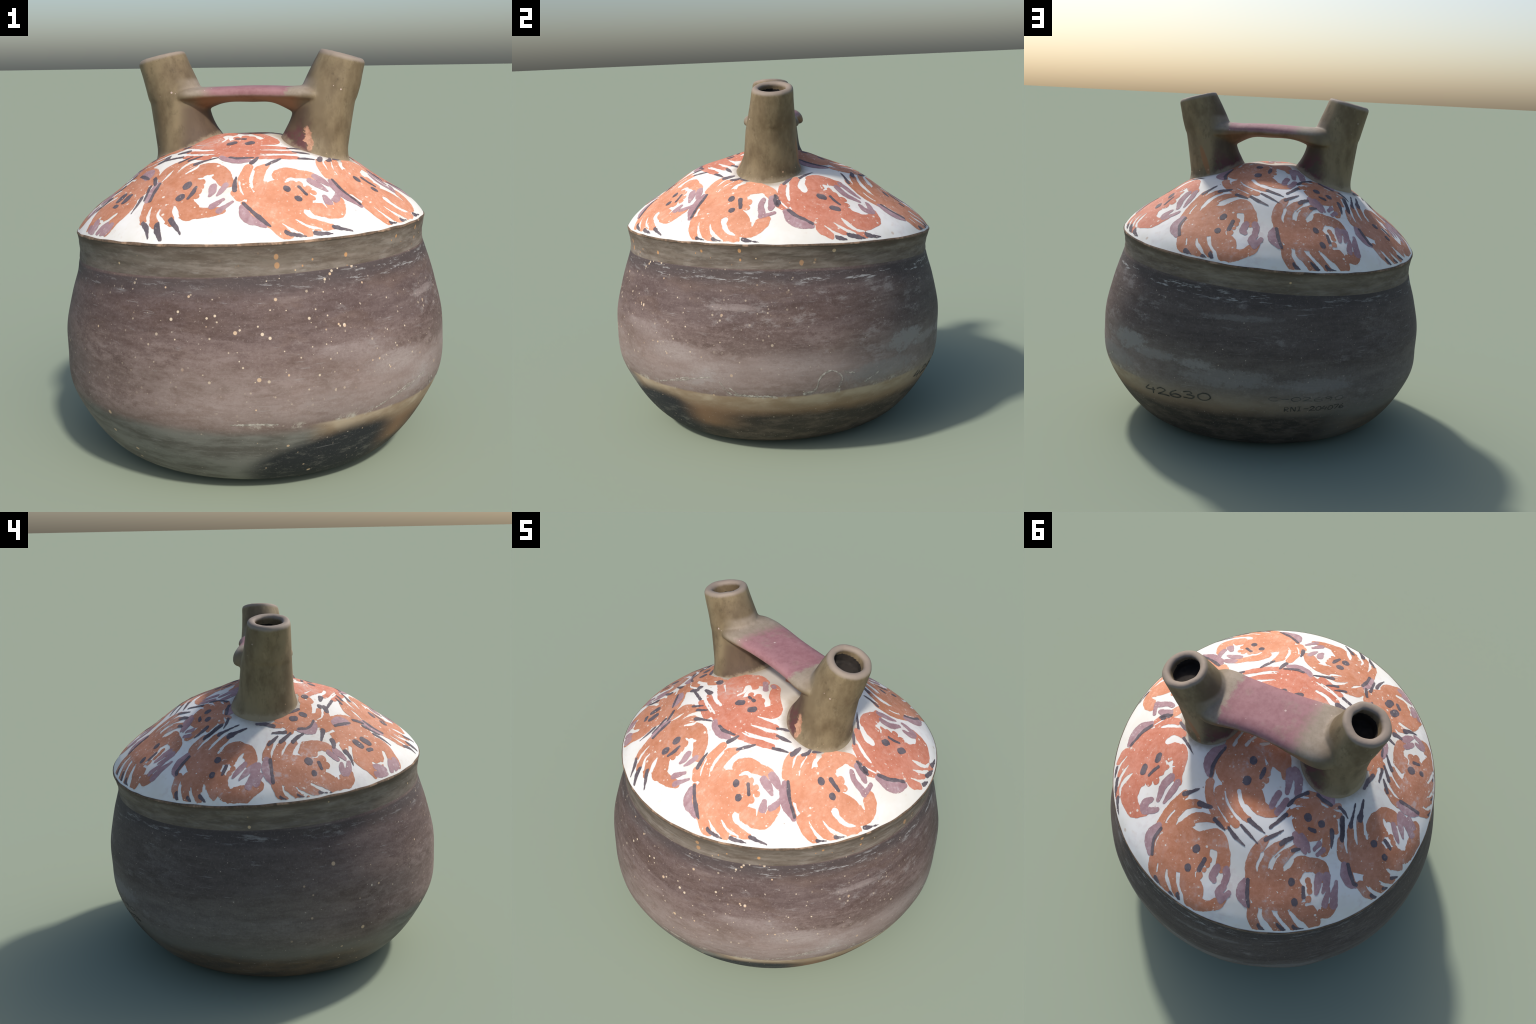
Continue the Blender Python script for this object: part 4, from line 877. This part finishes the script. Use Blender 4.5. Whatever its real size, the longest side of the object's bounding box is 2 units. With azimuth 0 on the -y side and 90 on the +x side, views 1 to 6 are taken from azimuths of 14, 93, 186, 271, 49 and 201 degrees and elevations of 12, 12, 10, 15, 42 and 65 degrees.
def write(name, text, az0, az1, z0, z1, height, pen, material):
    """Write along the bowl from azimuth az0 to az1 (degrees, 0 = -y, 90 = +x)."""
    width = math.radians(az1 - az0) * 0.86; adv = width / len(text)
    s = Sheet(-0.02, width + 0.02, -0.04, height + 0.05, 0.0018)
    for k, ch in enumerate(text):
        if ch == " ": continue
        rise = random.uniform(-.06, .06)*height
        for line in SIGN[ch]:
            s.paint([(k*adv + px*adv*1.3, rise + py*height, pen*random.uniform(.75, 1.2)) for px, py in line])
    v, f = s.cut_out(0.0006)
    az = np.radians(az0) + v[:, 0]/width*math.radians(az1 - az0)
    p, out = on_bowl(az, z0 + (z1 - z0)*v[:, 0]/width + v[:, 1]*0.86)          # the wall slopes here
    me = make_mesh(name, p + out*0.0014, f)
    add_object(name, me, root, material)

write("inked_number", "42630", 145, 172, .315, .345, .056, .0085, M_INK)
write("inked_number", "RNI-204076", 195.5, 217.5, .305, .305, .034, .0050, M_INK)
write("inked_number", "C-02690", 190, 216.5, .375, .362, .030, .0045, M_FAINT)

# ------------------------------------------------------------------ lime lines where the wall was mended or scraped
M_LIME = plain_material("pale_lime_crust", (0.24, 0.21, 0.18), (0.46, 0.42, 0.37), 45)

def lime(*lines):
    """Broken thin lines on the bowl, each a list of (azimuth in degrees, height in metres, width in mm)."""
    R = 0.93
    pts = np.concatenate([np.array(p, float) for p in lines]); a = np.radians(pts[:, 0])*R
    s = Sheet(a.min() - .03, a.max() + .03, pts[:, 1].min() - .03, pts[:, 1].max() + .03, .0022)
    for p in lines:
        s.paint([(math.radians(q[0])*R, q[1], q[2]/1000) for q in p])
    s.d = s.d + .0020*ripple(s.X*9, s.Y*9, 0, 6) + .0016*ripple(s.X, s.Y, 1, 60)
    v, f = s.cut_out(.0015)
    if len(f):
        p, out = on_bowl(v[:, 0]/R, v[:, 1])
        add_object("lime_crack", make_mesh("lime_crack", p + out*.0008, f), root, M_LIME)

lime([(49, .408, 8), (54, .432, 6), (60, .452, 7), (66, .478, 5), (70, .49, 4)], [(57, .452, 5), (62, .472, 5)])
lime([(77, .40, 8), (75, .43, 5), (73.5, .47, 5)], [(79, .405, 8), (76.5, .44, 5)], [(78, .40, 10), (83, .395, 11), (90, .394, 8)])
lime([(100, .40, 13), (103.5, .42, 9), (105, .485, 7), (108, .52, 7), (111, .50, 6), (112, .465, 5.5), (111, .42, 6)])
lime([(113, .50, 9), (116, .49, 6)], [(120, .425, 6), (126, .47, 6)])
lime([(8, .405, 7), (14, .408, 9), (20, .404, 6)])
